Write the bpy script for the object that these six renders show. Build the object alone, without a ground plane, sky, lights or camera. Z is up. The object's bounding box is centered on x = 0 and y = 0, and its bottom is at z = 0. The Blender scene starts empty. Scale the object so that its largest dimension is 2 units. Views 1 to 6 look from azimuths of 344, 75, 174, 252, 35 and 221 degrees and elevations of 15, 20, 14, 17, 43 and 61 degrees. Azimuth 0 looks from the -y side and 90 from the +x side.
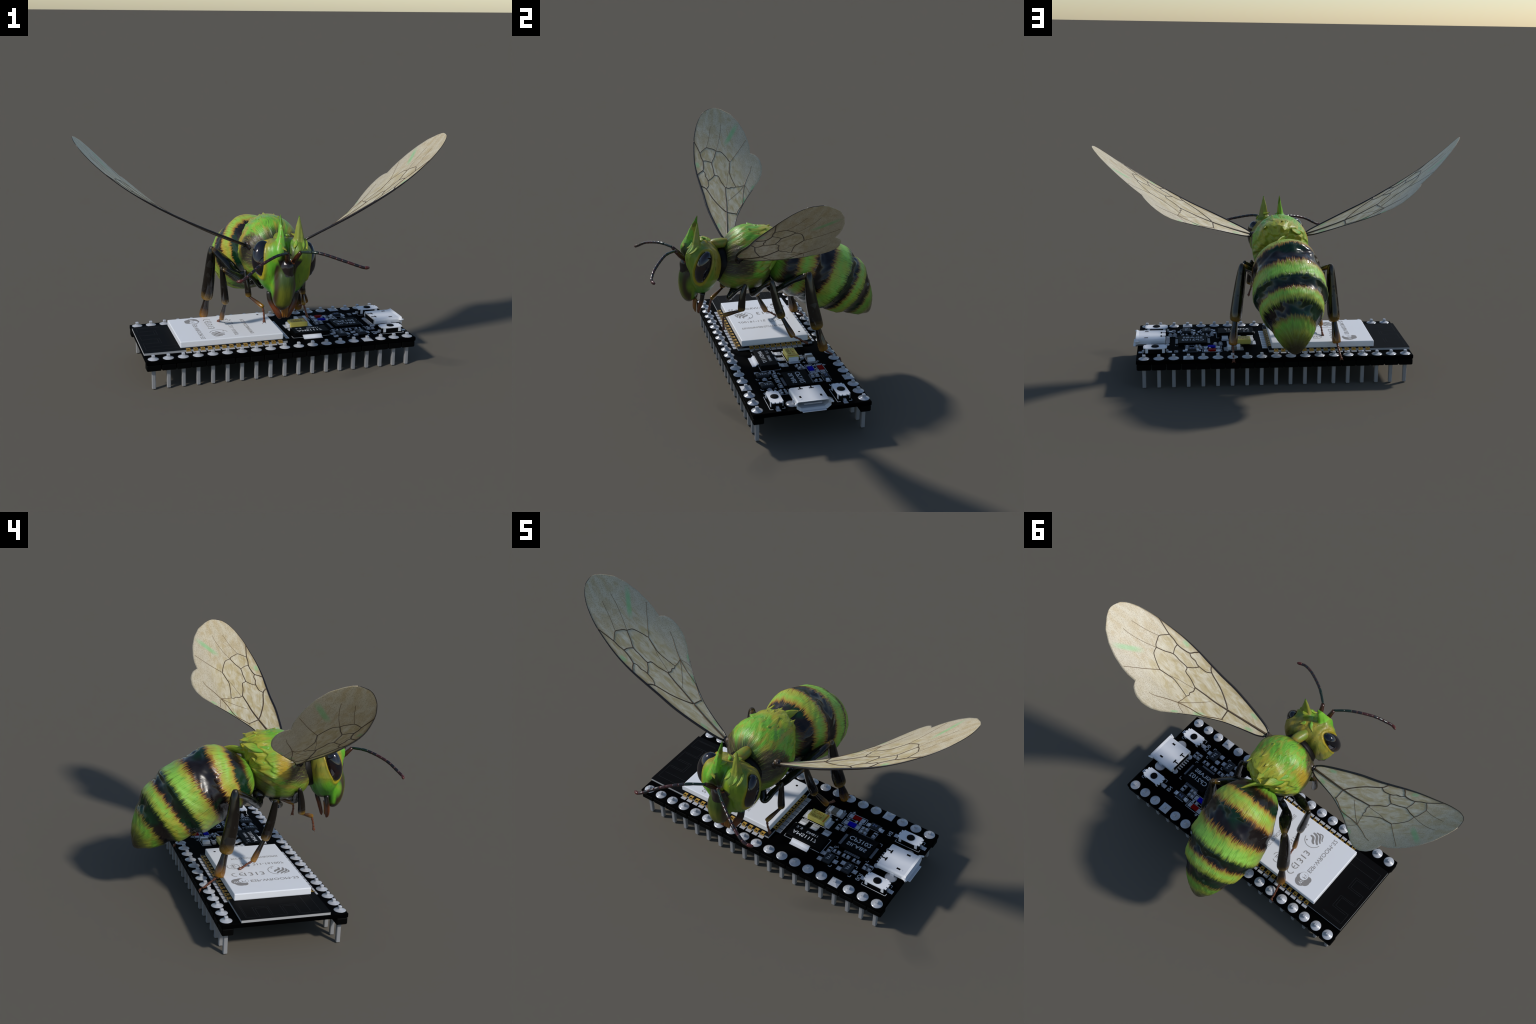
# A green-and-black bee standing on a black micro-controller board.
import bpy, bmesh, math
import numpy as np
from mathutils import Vector, Matrix

rng = np.random.default_rng(11)
V3 = lambda *a: np.array(a, float)
unit = lambda v: np.asarray(v, float) / (np.linalg.norm(v) + 1e-12)

# ------------------------------------------------------------------ nodes
class G:
    """Small helper for writing node materials as expressions."""
    def __init__(s, name, **kw):
        s.mat = bpy.data.materials.new(name)
        s.mat.use_nodes = True
        s.t = s.mat.node_tree
        s.b = s.t.nodes["Principled BSDF"]
        for k, v in kw.items():
            s.set(k.replace("_", " "), v)
    def put(s, sock, v):
        if v is None:
            return
        if hasattr(v, "is_output"):
            s.t.links.new(v, sock)
        elif sock.type == "RGBA":
            sock.default_value = (*v[:3], 1)
        else:
            sock.default_value = v
    def set(s, name, v):
        s.put(s.b.inputs[name], v)
    def node(s, kind, **props):
        n = s.t.nodes.new("ShaderNode" + kind)
        for k, v in props.items():
            setattr(n, k, v)
        return n
    def m(s, op, a, b=None, c=None, clamp=False):
        n = s.node("Math", operation=op, use_clamp=clamp)
        for i, v in enumerate((a, b, c)):
            s.put(n.inputs[i], v)
        return n.outputs[0]
    def obj(s):
        return s.node("TexCoord").outputs["Object"]
    def gen(s):
        return s.node("TexCoord").outputs["Generated"]
    def sep(s, v):
        n = s.node("SeparateXYZ"); s.put(n.inputs[0], v); return n.outputs
    def comb(s, x, y, z):
        n = s.node("CombineXYZ")
        for i, v in enumerate((x, y, z)):
            s.put(n.inputs[i], v)
        return n.outputs[0]
    def vm(s, op, a, b=None):
        n = s.node("VectorMath", operation=op)
        s.put(n.inputs[0], a); s.put(n.inputs[1], b)
        return n.outputs["Value"] if op in ("DOT_PRODUCT", "LENGTH", "DISTANCE") else n.outputs[0]
    def noise(s, vec, scale, detail=2.0, rough=0.5, dist=0.0):
        n = s.node("TexNoise")
        s.put(n.inputs["Vector"], vec)
        n.inputs["Scale"].default_value = scale
        n.inputs["Detail"].default_value = detail
        n.inputs["Roughness"].default_value = rough
        n.inputs["Distortion"].default_value = dist
        return n.outputs[0]
    def voro(s, vec, scale, feature="F1"):
        n = s.node("TexVoronoi", feature=feature)
        s.put(n.inputs["Vector"], vec); n.inputs["Scale"].default_value = scale
        return n.outputs["Distance"]
    def ramp(s, fac, stops, interp="LINEAR"):
        n = s.node("ValToRGB"); r = n.color_ramp; r.interpolation = interp
        while len(r.elements) < len(stops):
            r.elements.new(0.5)
        for e, (p, c) in zip(r.elements, stops):
            e.position = p
            e.color = (*((c,) * 3 if np.isscalar(c) else c), 1)
        s.put(n.inputs[0], fac)
        return n.outputs[0]
    def step(s, v, lo, hi):
        n = s.node("MapRange", interpolation_type="SMOOTHSTEP")
        s.put(n.inputs[0], v)
        n.inputs[1].default_value, n.inputs[2].default_value = lo, hi
        return n.outputs[0]
    def mix(s, f, a, b, mode="MIX"):
        n = s.node("Mix", data_type="RGBA", blend_type=mode)
        s.put(n.inputs[0], f); s.put(n.inputs[6], a); s.put(n.inputs[7], b)
        return n.outputs[2]
    def bump(s, h, strength=0.5, dist=0.002):
        n = s.node("Bump")
        n.inputs["Strength"].default_value, n.inputs["Distance"].default_value = strength, dist
        s.put(n.inputs["Height"], h)
        s.set("Normal", n.outputs[0])

def plain(name, col, rough=0.5, metal=0.0, spec=0.5, grain=0.0, coat=0.0):
    g = G(name, Roughness=rough, Metallic=metal, Coat_Weight=coat)
    g.set("Specular IOR Level", spec)
    if grain:
        n = g.noise(g.obj(), 60, 3)
        g.set("Base Color", g.mix(n, [c * (1 - grain) for c in col], [min(1, c * (1 + grain)) for c in col]))
    else:
        g.set("Base Color", col)
    return g.mat

# ------------------------------------------------------------------ meshes
def mesh(name, verts, faces, smooth=True):
    me = bpy.data.meshes.new(name)
    me.from_pydata([tuple(map(float, v)) for v in verts], [], [tuple(map(int, f)) for f in faces])
    if smooth:
        me.polygons.foreach_set("use_smooth", [True] * len(me.polygons))
    me.update()
    return me

def fix_normals(me):
    bm = bmesh.new(); bm.from_mesh(me)
    bmesh.ops.recalc_face_normals(bm, faces=bm.faces)
    bm.to_mesh(me); bm.free()
    return me

BASE = {}
def empty(name, loc, label, category):
    o = bpy.data.objects.new(name, None)
    o.location = loc
    o.empty_display_size = 0.05
    o["label"], o["category"] = label, category
    bpy.context.collection.objects.link(o)
    BASE[o] = V3(*loc)
    return o

def put(name, me, parent, mat=None, at=(0, 0, 0), rot=None, kind=None):
    """Place mesh data (in coordinates about `at`, world space) under a parent."""
    o = bpy.data.objects.new(name, me)
    if mat is not None and not me.materials:
        me.materials.append(mat)
    o.parent = parent
    at = V3(*at)
    o.location = at - BASE[parent]
    if rot is not None:
        o.rotation_mode = "QUATERNION"
        o.rotation_quaternion = Matrix([list(r) for r in rot]).to_quaternion()
    if kind:
        o["kind"] = kind
    bpy.context.collection.objects.link(o)
    BASE[o] = at
    return o

def box_mesh(name, size, bevel=0.0, seg=1, taper=0.0):
    bm = bmesh.new()
    bmesh.ops.create_cube(bm, size=1.0)
    for v in bm.verts:
        k = 1 - taper if v.co.z > 0 else 1
        v.co = Vector((v.co.x * size[0] * k, v.co.y * size[1] * k, v.co.z * size[2]))
    if bevel:
        bmesh.ops.bevel(bm, geom=list(bm.edges), offset=bevel, segments=seg, affect="EDGES", profile=0.5)
    me = bpy.data.meshes.new(name); bm.to_mesh(me); bm.free()
    return me

def box(name, parent, mat, x0, x1, y0, y1, z0, z1, bevel=0.0, seg=1, taper=0.0, **kw):
    me = box_mesh(name, (x1 - x0, y1 - y0, z1 - z0), bevel, seg, taper)
    return put(name, me, parent, mat, ((x0 + x1) / 2, (y0 + y1) / 2, (z0 + z1) / 2), **kw)

def revolve(name, prof, n=24, sq=False):
    """Solid of revolution about z from (radius, height) pairs."""
    vs, fs = [], []
    for r, z in prof:
        for i in range(n):
            a = 2 * math.pi * i / n
            vs.append((r * math.cos(a), r * math.sin(a), z))
    for j in range(len(prof) - 1):
        for i in range(n):
            k = (i + 1) % n
            fs.append((j * n + i, j * n + k, (j + 1) * n + k, (j + 1) * n + i))
    fs.append(tuple(range(n))[::-1]); fs.append(tuple((len(prof) - 1) * n + i for i in range(n)))
    return mesh(name, vs, fs, not sq)

def spline(ctrl, n):
    """Catmull-Rom through control points (rows), n samples."""
    P = np.asarray(ctrl, float)
    P = np.vstack([2 * P[0] - P[1], P, 2 * P[-1] - P[-2]])
    m = len(P) - 3
    out = []
    for t in np.linspace(0, m - 1e-9, n):
        i = int(t); u = t - i
        a, b, c, d = P[i:i + 4]
        out.append(0.5 * (2 * b + (c - a) * u + (2 * a - 5 * b + 4 * c - d) * u * u + (3 * b - a - 3 * c + d) * u ** 3))
    return np.array(out)

def tube(path, radii, n=14, flat=None, ref=(0, 0, 1)):
    """Verts and faces of a closed tube; flat = (wide, thin) factors on two axes."""
    path = np.asarray(path, float)
    T = np.gradient(path, axis=0)
    vs, fs = [], []
    up = V3(*ref)
    for i, p in enumerate(path):
        t = unit(T[i])
        a = unit(up - t * (up @ t)); b = np.cross(t, a)
        up = a
        r = radii[i]
        fa, fb = (1, 1) if flat is None else (flat if np.isscalar(flat[0]) else flat[i])
        for k in range(n):
            an = 2 * math.pi * k / n
            vs.append(p + r * (fa * math.cos(an) * a + fb * math.sin(an) * b))
    m = len(path)
    for i in range(m - 1):
        for k in range(n):
            q = (k + 1) % n
            fs.append((i * n + k, i * n + q, (i + 1) * n + q, (i + 1) * n + k))
    vs.append(path[0]); vs.append(path[-1])
    for k in range(n):
        q = (k + 1) % n
        fs.append((m * n, q, k)); fs.append((m * n + 1, (m - 1) * n + k, (m - 1) * n + q))
    return vs, fs

def joined(parts):
    vs, fs = [], []
    for v, f in parts:
        o = len(vs)
        vs += list(v); fs += [tuple(i + o for i in q) for q in f]
    return vs, fs

def boxvf(x0, x1, y0, y1, z0, z1):
    v = [(x, y, z) for x in (x0, x1) for y in (y0, y1) for z in (z0, z1)]
    return v, [(0, 1, 3, 2), (4, 6, 7, 5), (0, 4, 5, 1), (2, 3, 7, 6), (0, 2, 6, 4), (1, 5, 7, 3)]

# smooth implicit shapes and their meshing
def smin(a, b, k):
    h = np.clip(0.5 + 0.5 * (b - a) / k, 0, 1)
    return b * (1 - h) + a * h - k * h * (1 - h)

def ell(P, c, r):
    q = (P - V3(*c)) / V3(*r)
    k0 = np.linalg.norm(q, axis=-1)
    k1 = np.linalg.norm(q / V3(*r), axis=-1) + 1e-9
    return k0 * (k0 - 1) / k1

def spike(P, pts, rad, sx=1.0, sy=1.0):
    """Distance to a tapered bent cone; sx > 1 makes it thinner in x."""
    K = V3(sx, sy, 1)
    P = P * K
    d = None
    for (a, b, ra, rb) in zip(pts[:-1], pts[1:], rad[:-1], rad[1:]):
        a, b = V3(*a) * K, V3(*b) * K
        ab = b - a
        t = np.clip(((P - a) @ ab) / (ab @ ab), 0, 1)
        e = np.linalg.norm(P - a - t[..., None] * ab, axis=-1) - (ra + (rb - ra) * t)
        d = e if d is None else np.minimum(d, e)
    return d / max(sx, sy, 1.0) ** 0.5

def surface_nets(f, lo, hi, h):
    lo, hi = V3(*lo), V3(*hi)
    n = np.ceil((hi - lo) / h).astype(int) + 1
    ax = [lo[i] + h * np.arange(n[i]) for i in range(3)]
    P = np.stack(np.meshgrid(*ax, indexing="ij"), -1)
    val = f(P)
    s = val < 0
    nx, ny, nz = n - 1
    acc = np.zeros((nx, ny, nz, 3)); cnt = np.zeros((nx, ny, nz))
    corner = lambda A, o: A[o[0]:o[0] + nx, o[1]:o[1] + ny, o[2]:o[2] + nz]
    offs = [(i, j, k) for i in (0, 1) for j in (0, 1) for k in (0, 1)]
    for a in offs:
        for d in range(3):
            if a[d] == 0:
                b = list(a); b[d] = 1; b = tuple(b)
                va, vb = corner(val, a), corner(val, b)
                cr = (va < 0) != (vb < 0)
                t = np.where(cr, va / np.where(cr, va - vb, 1), 0)
                p = corner(P, a) + t[..., None] * (corner(P, b) - corner(P, a))
                acc += np.where(cr[..., None], p, 0); cnt += cr
    act = cnt > 0
    idx = -np.ones(act.shape, int); idx[act] = np.arange(act.sum())
    V = acc[act] / cnt[act][:, None]
    F = []
    for d in range(3):
        e, g = [(1, 2), (2, 0), (0, 1)][d]
        sl0 = [slice(1, -1)] * 3; sl0[d] = slice(0, -1)
        sl1 = [slice(1, -1)] * 3; sl1[d] = slice(1, None)
        s0, s1 = s[tuple(sl0)], s[tuple(sl1)]
        I = np.argwhere(s0 != s1)
        if not len(I):
            continue
        flip = s0[s0 != s1]
        I = I + 1; I[:, d] -= 1
        def cell(de, dg):
            J = I.copy(); J[:, e] -= de; J[:, g] -= dg
            return idx[J[:, 0], J[:, 1], J[:, 2]]
        q = np.stack([cell(1, 1), cell(0, 1), cell(0, 0), cell(1, 0)], 1)
        q[~flip] = q[~flip][:, ::-1]
        F.append(q)
    F = np.vstack(F)
    for _ in range(3):
        g = np.stack([(f(V + e) - f(V - e)) for e in np.eye(3) * h * 0.3], -1) / (h * 0.6)
        V = V - np.clip(f(V), -h, h)[:, None] * g / np.maximum((g * g).sum(-1, keepdims=True), 0.2)
    return V, F

def vertex_normals(V, F):
    n = np.cross(V[F[:, 2]] - V[F[:, 0]], V[F[:, 3]] - V[F[:, 1]])
    out = np.zeros_like(V)
    for k in range(4):
        np.add.at(out, F[:, k], n)
    return out / (np.linalg.norm(out, axis=1, keepdims=True) + 1e-12)

def region_mesh(name, V, F, N, keep, origin):
    """The faces of one region, with the normals of the whole body."""
    f = F[keep]
    used, inv = np.unique(f, return_inverse=True)
    me = mesh(name, V[used] - V3(*origin), inv.reshape(-1, 4))
    me.normals_split_custom_set_from_vertices([tuple(n) for n in N[used]])
    return me

# ================================================================== BOARD
Z = 0.159                                   # top of the board
board = empty("circuit_board", (0.041, 0.0635, 0.0), "black development circuit board with two rows of pins", "circuit board")
M_black = plain("black_solder_mask", (0.0008, 0.0008, 0.0009), 0.7, spec=0.02)
M_head = plain("black_header_plastic", (0.0015, 0.0016, 0.0016), 0.6, spec=0.05)
M_pin = plain("pin_metal", (0.30, 0.30, 0.305), 0.45, 0.0, 0.4)
M_pad = plain("solder_silver", (0.52, 0.53, 0.56), 0.25, 0.15, 0.6)
M_can = plain("white_metal", (0.86, 0.87, 0.90), 0.42, 0.0, 0.5)
M_usb = plain("bright_steel", (0.80, 0.81, 0.84), 0.3, 0.0, 0.6)
M_silk = plain("white_print", (0.62, 0.64, 0.68), 0.6)
M_grey = plain("grey_print", (0.29, 0.275, 0.265), 0.6)
M_edge = plain("laminate_edge", (0.42, 0.42, 0.42), 0.6)
M_mask = plain("matt_module_mask", (0.0035, 0.0035, 0.0038), 0.65, spec=0.06)
M_gold = plain("gold_plate", (0.52, 0.30, 0.045), 0.35, 0.5, 0.5, grain=0.25)
M_chip = plain("chip_plastic", (0.0022, 0.0024, 0.0028), 0.6, spec=0.06)
M_grey_chip = plain("grey_chip_plastic", (0.016, 0.018, 0.022), 0.55, spec=0.3)
M_ceramic = plain("ceramic_tan", (0.20, 0.18, 0.145), 0.55)
M_tant = plain("yellow_resin", (0.66, 0.56, 0.11), 0.5)
M_tank = plain("orange_mark", (0.62, 0.23, 0.02), 0.5)
M_red = plain("red_lens", (0.27, 0.0, 0.0), 0.6, spec=0.05)
M_blue = plain("blue_lens", (0.0, 0.0, 0.38), 0.6, spec=0.05)
M_knob = plain("black_button", (0.003, 0.003, 0.0035), 0.6, spec=0.08)
M_dark = plain("dark_gap", (0.003, 0.003, 0.003), 0.8, spec=0.1)

XL, XR, YF, YB = -0.693, 0.776, -0.2316, 0.3586
box("board", board, M_black, XL, XR, YF, YB, 0.1365, Z, 0.003, 1)

# pins, pads and header blocks: 19 in each of two rows
pins_x = np.linspace(-0.654, 0.7355, 19)
pitch = pins_x[1] - pins_x[0]
pin_me = box_mesh("pin", (0.0190, 0.0190, 0.158), 0.0025)
stub_me = box_mesh("pin_end", (0.0165, 0.0165, 0.0225), 0.0022)
pad_me = revolve("solder_pad", [(0.0282, 0.0), (0.0280, 0.0008), (0.021, 0.0028), (0.0145, 0.0055), (0.011, 0.0078), (0.006, 0.0085)], 28)
sq = 0.0262
pyr = [(-sq, -sq, 0), (sq, -sq, 0), (sq, sq, 0), (-sq, sq, 0)]
k = 0.0090 / sq
pyr += [(x, y, 0.0012) for x, y, z in pyr[:4]] + [(x * k, y * k, 0.0085) for x, y, z in pyr[:4]]
sqpad_me = mesh("solder_pad", pyr, [(3, 2, 1, 0), (8, 9, 10, 11)] + [(a + i, a + (i + 1) % 4, a + 4 + (i + 1) % 4, a + 4 + i) for a in (0, 4) for i in range(4)], False)
blk = box_mesh("header_block", (pitch - 0.0022, 0.053, 0.0338), 0.0045)
for yrow in (-0.2035, 0.3305):
    for i, x in enumerate(pins_x):
        put("pin_end", stub_me, put("pin", pin_me, board, M_pin, (x, yrow, 0.079)), M_pad, (x, yrow, Z + 0.0105))
        put("solder_pad", sqpad_me if i == 15 else pad_me, board, M_pad, (x, yrow, Z + 0.0004))
        put("header_block", blk, board, M_head, (x, yrow, 0.1191))

# ---- radio module
mod = box("radio_module", board, M_mask, -0.6925, 0.0755, -0.1455, 0.2720, Z + 0.0125, Z + 0.0135)
box("module_laminate", mod, M_edge, -0.6915, 0.0745, -0.1445, 0.2710, Z + 0.0002, Z + 0.0124)
box("shield_can", mod, M_can, -0.498, 0.058, -0.121, 0.2515, Z + 0.0136, 0.2068, 0.004, 2)
put("vent_hole", revolve("vent_hole", [(0.0062, 0), (0.0062, 0.0006)], 20), mod, M_dark, (0.009, 0.215, 0.2068))
# castellated contacts: a gold half hole on the edge over a silver land
contact, land = [], []
def contact_parts(px, py, dx, dy):
    """Gold plate cut by a half hole at the module edge; (dx, dy) points outwards."""
    tx, ty = -dy, dx
    out = []
    w, zt = 0.0110, Z + 0.0142
    for a, b, o0, o1, z0, z1 in ((-w, w, -0.018, -0.007, Z + 0.0128, zt), (-w, -0.006, -0.008, 0.0016, Z + 0.0128, zt), (0.006, w, -0.008, 0.0016, Z + 0.0128, zt),
                                 (-w, -0.006, 0.0006, 0.0018, Z + 0.001, zt - 0.0003), (0.006, w, 0.0006, 0.0018, Z + 0.001, zt - 0.0003), (-0.006, 0.006, 0.0002, 0.0012, Z + 0.004, zt - 0.001)):
        xs = sorted((px + tx * a + dx * o0, px + tx * b + dx * o1)); ys = sorted((py + ty * a + dy * o0, py + ty * b + dy * o1))
        out.append(boxvf(*xs, *ys, z0, z1))
    return out
spots = [(x, -0.1455, 0, -1) for x in np.linspace(-0.461, 0.036, 14)] + [(x, 0.272, 0, 1) for x in np.linspace(-0.461, 0.036, 14)] + [(0.0755, y, 1, 0) for y in np.linspace(-0.070, 0.197, 10)]
ox = V3(0, 0, 0)
for px, py, dx, dy in spots:
    v, f = joined(contact_parts(0, 0, dx, dy))
    put("edge_contact", mesh("edge_contact", [V3(*q) - V3(0, 0, Z) for q in v], f, False), mod, M_gold, (px, py, Z))
    l = 0.0285 if dx else 0.019
    me = box_mesh("contact_land", (l if dx else 0.030, 0.026 if dx else l, 0.0022), 0.0006)
    put("contact_land", me, mod, M_pad, (px + dx * (l / 2 + 0.0005), py + dy * (l / 2 + 0.0005), Z + 0.0013))
# meandering antenna printed on the module
def trace(name, pts, parent, mat, z, w=0.0022, t=0.0008):
    parts = []
    for (a, b), (c, d) in zip(pts[:-1], pts[1:]):
        x0, x1 = sorted((a, c)); y0, y1 = sorted((b, d))
        parts.append(boxvf(x0 - w / 2, x1 + w / 2, y0 - w / 2, y1 + w / 2, z, z + t))
    v, f = joined(parts)
    c = V3(*np.mean(v, 0))
    return put(name, mesh(name, np.array(v) - c, f, False), parent, mat, c)
M_tr = plain("antenna_print", (0.024, 0.025, 0.027), 0.6, spec=0.1)
zt = Z + 0.0132
for pts in ([(-0.555, 0.2445), (-0.6735, 0.2445), (-0.6735, 0.180), (-0.589, 0.180), (-0.589, 0.125), (-0.6735, 0.125), (-0.6735, 0.0505), (-0.589, 0.0505), (-0.589, -0.0035), (-0.6735, -0.0035), (-0.6735, -0.1055), (-0.499, -0.1055)],
            [(-0.661, 0.2385), (-0.548, 0.2385)], [(-0.661, 0.1905), (-0.576, 0.1905), (-0.576, 0.1175), (-0.661, 0.1175)],
            [(-0.661, 0.0605), (-0.577, 0.0605), (-0.577, -0.0125), (-0.661, -0.0125)], [(-0.661, -0.0605), (-0.497, -0.0605)]):
    trace("antenna_trace", pts, mod, M_tr, zt, 0.0012, 0.0006)

# ---- mirrored writing: text laid face down, seen from behind
def writing(body, parent, mat, x, y, z, size, along, width=None, up=None):
    cu = bpy.data.curves.new("writing", "FONT")
    cu.body, cu.size, cu.align_x, cu.align_y = body, size, "CENTER", "CENTER"
    cu.extrude = 0.0003
    cu.resolution_u = 3
    tmp = bpy.data.objects.new("tmp", cu)
    bpy.context.collection.objects.link(tmp)
    dg = bpy.context.evaluated_depsgraph_get()
    me = bpy.data.meshes.new_from_object(tmp.evaluated_get(dg))
    bpy.data.objects.remove(tmp); bpy.data.curves.remove(cu)
    me.name = "writing"
    me.materials.clear()
    n = len(me.vertices)
    co = np.empty(n * 3); me.vertices.foreach_get("co", co); co = co.reshape(-1, 3)
    co[:, :2] -= (co[:, :2].max(0) + co[:, :2].min(0)) / 2
    ext = co[:, :2].max(0) - co[:, :2].min(0)
    if width:
        co[:, 0] *= width / ext[0]
    if up:
        co[:, 1] *= up / ext[1]
    me.vertices.foreach_set("co", co.ravel())
    a = V3(*along, 0)
    b = V3(along[1], along[0], 0) if along[1] else V3(0, -along[0], 0)
    rot = np.stack([a, b, np.cross(a, b)], 1)
    return put("writing", me, parent, mat, (x, y, z), rot)

TOP = 0.2071
dn = (0, -1)
writing("ESP-WROOM-32", mod, M_grey, -0.3715, 0.0165, TOP, 0.03, dn, 0.238, 0.024)
writing("1313", mod, M_grey, -0.2930, 0.0945, TOP, 0.03, dn, 0.098, 0.036)
writing("211-161007", mod, M_grey, -0.1855, -0.0065, TOP, 0.03, dn, 0.157, 0.022)
writing("FCC ID:2AC7Z-ESPWROOM32", mod, M_grey, -0.1010, 0.038, TOP, 0.03, dn, 0.240, 0.019)
writing("R", mod, M_grey, -0.1835, 0.1125, TOP, 0.03, dn, 0.014, 0.018)
trace("writing_box", [(-0.204, 0.128), (-0.163, 0.128), (-0.163, 0.097), (-0.204, 0.097), (-0.204, 0.128)], mod, M_grey, TOP - 0.0003, 0.002, 0.0006)
def arc_vf(cx, cy, r, a0, a1, w, z, n=28, t=0.0006):
    """Flat ring sector, angles in degrees."""
    vs, fs = [], []
    for i in range(n + 1):
        a = math.radians(a0 + (a1 - a0) * i / n)
        for rr in (r - w / 2, r + w / 2):
            for zz in (z, z + t):
                vs.append((cx + rr * math.cos(a), cy + rr * math.sin(a), zz))
    for i in range(n):
        b = 4 * i
        for q in ((0, 1, 3, 2),):
            p = [b + q[0], b + q[1], b + 4 + q[1], b + 4 + q[0]]; fs.append(p)
        fs += [(b + 2, b + 6, b + 7, b + 3), (b + 1, b + 3, b + 7, b + 5), (b, b + 4, b + 6, b + 2)]
    fs += [(0, 2, 3, 1), (4 * n, 4 * n + 1, 4 * n + 3, 4 * n + 2)]
    return vs, fs
def blob_vf(path, radii, z, n=10, t=0.0006):
    """Flat ribbon with round ends along a path."""
    path = np.asarray(path, float); T = np.gradient(path, axis=0)
    L, R = [], []
    for p, tt, r in zip(path, T, radii):
        q = unit(V3(-tt[1], tt[0], 0))[:2]
        L.append(p + q * r); R.append(p - q * r)
    vs = [(*p, zz) for p in L + R for zz in (z, z + t)]
    m = len(path); fs = []
    for i in range(m - 1):
        a, b, c, d = 2 * i, 2 * (i + 1), 2 * (m + i), 2 * (m + i + 1)
        fs += [(a + 1, c + 1, d + 1, b + 1), (a, b, d, c), (a, a + 1, b + 1, b), (c, d, d + 1, c + 1)]
    parts = [(vs, fs)]
    for p, r in ((path[0], radii[0]), (path[-1], radii[-1])):
        parts.append(arc_vf(p[0], p[1], r / 2, 0, 359.9, r, z - 0.0001, 16, t))
    return joined(parts)
def flat(name, parts, parent, mat):
    v, f = joined(parts); c = V3(*np.mean(v, 0))
    return put(name, mesh(name, np.array(v) - c, f, False), parent, mat, c)
z0 = TOP - 0.0003
# conformity mark: two half rings, the second with a bar
flat("conformity_mark", [arc_vf(-0.290, 0.1875, 0.0180, -8, 188, 0.0040, z0),
                         arc_vf(-0.290, 0.1500, 0.0180, -8, 188, 0.0040, z0), boxvf(-0.292, -0.288, 0.1515, 0.1675, z0, z0 + 0.0006)], mod, M_grey)
# round approval mark with a broken arrow
flat("approval_mark", [arc_vf(-0.191, 0.1725, 0.0300, 55, 365, 0.0030, z0)] +
     [boxvf(*b, z0, z0 + 0.0006) for b in ((-0.213, -0.175, 0.171, 0.174), (-0.178, -0.175, 0.160, 0.186), (-0.199, -0.196, 0.158, 0.186), (-0.213, -0.210, 0.164, 0.171), (-0.187, -0.1845, 0.163, 0.182))], mod, M_grey)
# round emblem: a dot, an open ring and four wave bands
cx, cy = -0.272, -0.030
waves = [arc_vf(cx, cy, 0.0485, 10, 165, 0.0030, z0), arc_vf(-0.243, -0.006, 0.0022, 0, 359.9, 0.0044, z0, 14)]
sgn = V3(-0.62, -0.78, 0)[:2]; crs = V3(0.78, -0.62, 0)[:2]
for off, half, wid, bend in ((-0.008, 0.024, 0.0068, 0.5), (0.010, 0.034, 0.0066, 0.8), (0.027, 0.031, 0.0052, 0.9), (0.041, 0.023, 0.0034, 1.0)):
    pts = [V3(cx, cy, 0)[:2] + sgn * (off + 0.010 * math.cos(t * 1.5) * bend + 0.004 * math.sin(3.2 * t)) + crs * (half * t + 0.002) for t in np.linspace(-1, 1, 15)]
    waves.append(blob_vf(pts, [wid * (0.55 + 0.45 * math.cos(1.2 * t)) for t in np.linspace(-1, 1, 15)], z0))
flat("round_emblem", waves, mod, M_grey)
# wireless badge: dark cloud with a light half
flat("wireless_badge", [arc_vf(-0.368, 0.199, 0.0155, 0, 359.9, 0.031, z0, 30), arc_vf(-0.388, 0.190, 0.0135, 0, 359.9, 0.027, z0 + 0.0002, 30), arc_vf(-0.356, 0.183, 0.0110, 0, 359.9, 0.022, z0 + 0.0004, 30), arc_vf(-0.397, 0.174, 0.009, 0, 359.9, 0.018, z0 + 0.0006, 24)], mod, M_grey)
flat("wireless_badge_panel", [arc_vf(-0.366, 0.170, 0.0115, 0, 359.9, 0.023, z0 + 0.0010, 30)], mod, M_can)
flat("wireless_badge_rim", [arc_vf(-0.366, 0.170, 0.0236, 0, 359.9, 0.0014, z0 + 0.0008, 34)], mod, M_grey)
writing("Wi", mod, M_can, -0.372, 0.205, TOP + 0.0006, 0.03, dn, 0.028, 0.020)
writing("Fi", mod, M_grey, -0.372, 0.170, TOP + 0.0011, 0.03, dn, 0.020, 0.020)

# ---- small parts on the right half
ex = (1, 0)
def smd(name, x0, x1, y0, y1, h, mat, axis="x", cap=0.3, parent=board, capmat=M_pad):
    """Chip component: body with two metal end caps."""
    o = box(name, parent, mat, x0, x1, y0, y1, Z + 0.0004, Z + h, 0.0008)
    if axis == "x":
        w = (x1 - x0) * cap
        ends = ((x0 - 0.0006, x0 + w, y0 - 0.0006, y1 + 0.0006), (x1 - w, x1 + 0.0006, y0 - 0.0006, y1 + 0.0006))
    else:
        w = (y1 - y0) * cap
        ends = ((x0 - 0.0006, x1 + 0.0006, y0 - 0.0006, y0 + w), (x0 - 0.0006, x1 + 0.0006, y1 - w, y1 + 0.0006))
    for e in ends:
        box("end_cap", o, capmat, *e, Z + 0.0003, Z + h + 0.0008, 0.0012)
    return o
def land(x0, x1, y0, y1, mat=M_pad):
    return box("copper_land", board, mat, x0, x1, y0, y1, Z + 0.0002, Z + 0.0013)
def silk(pts, w=0.0022):
    return trace("silkscreen_line", pts, board, M_silk, Z + 0.0001, w, 0.0007)
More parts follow.
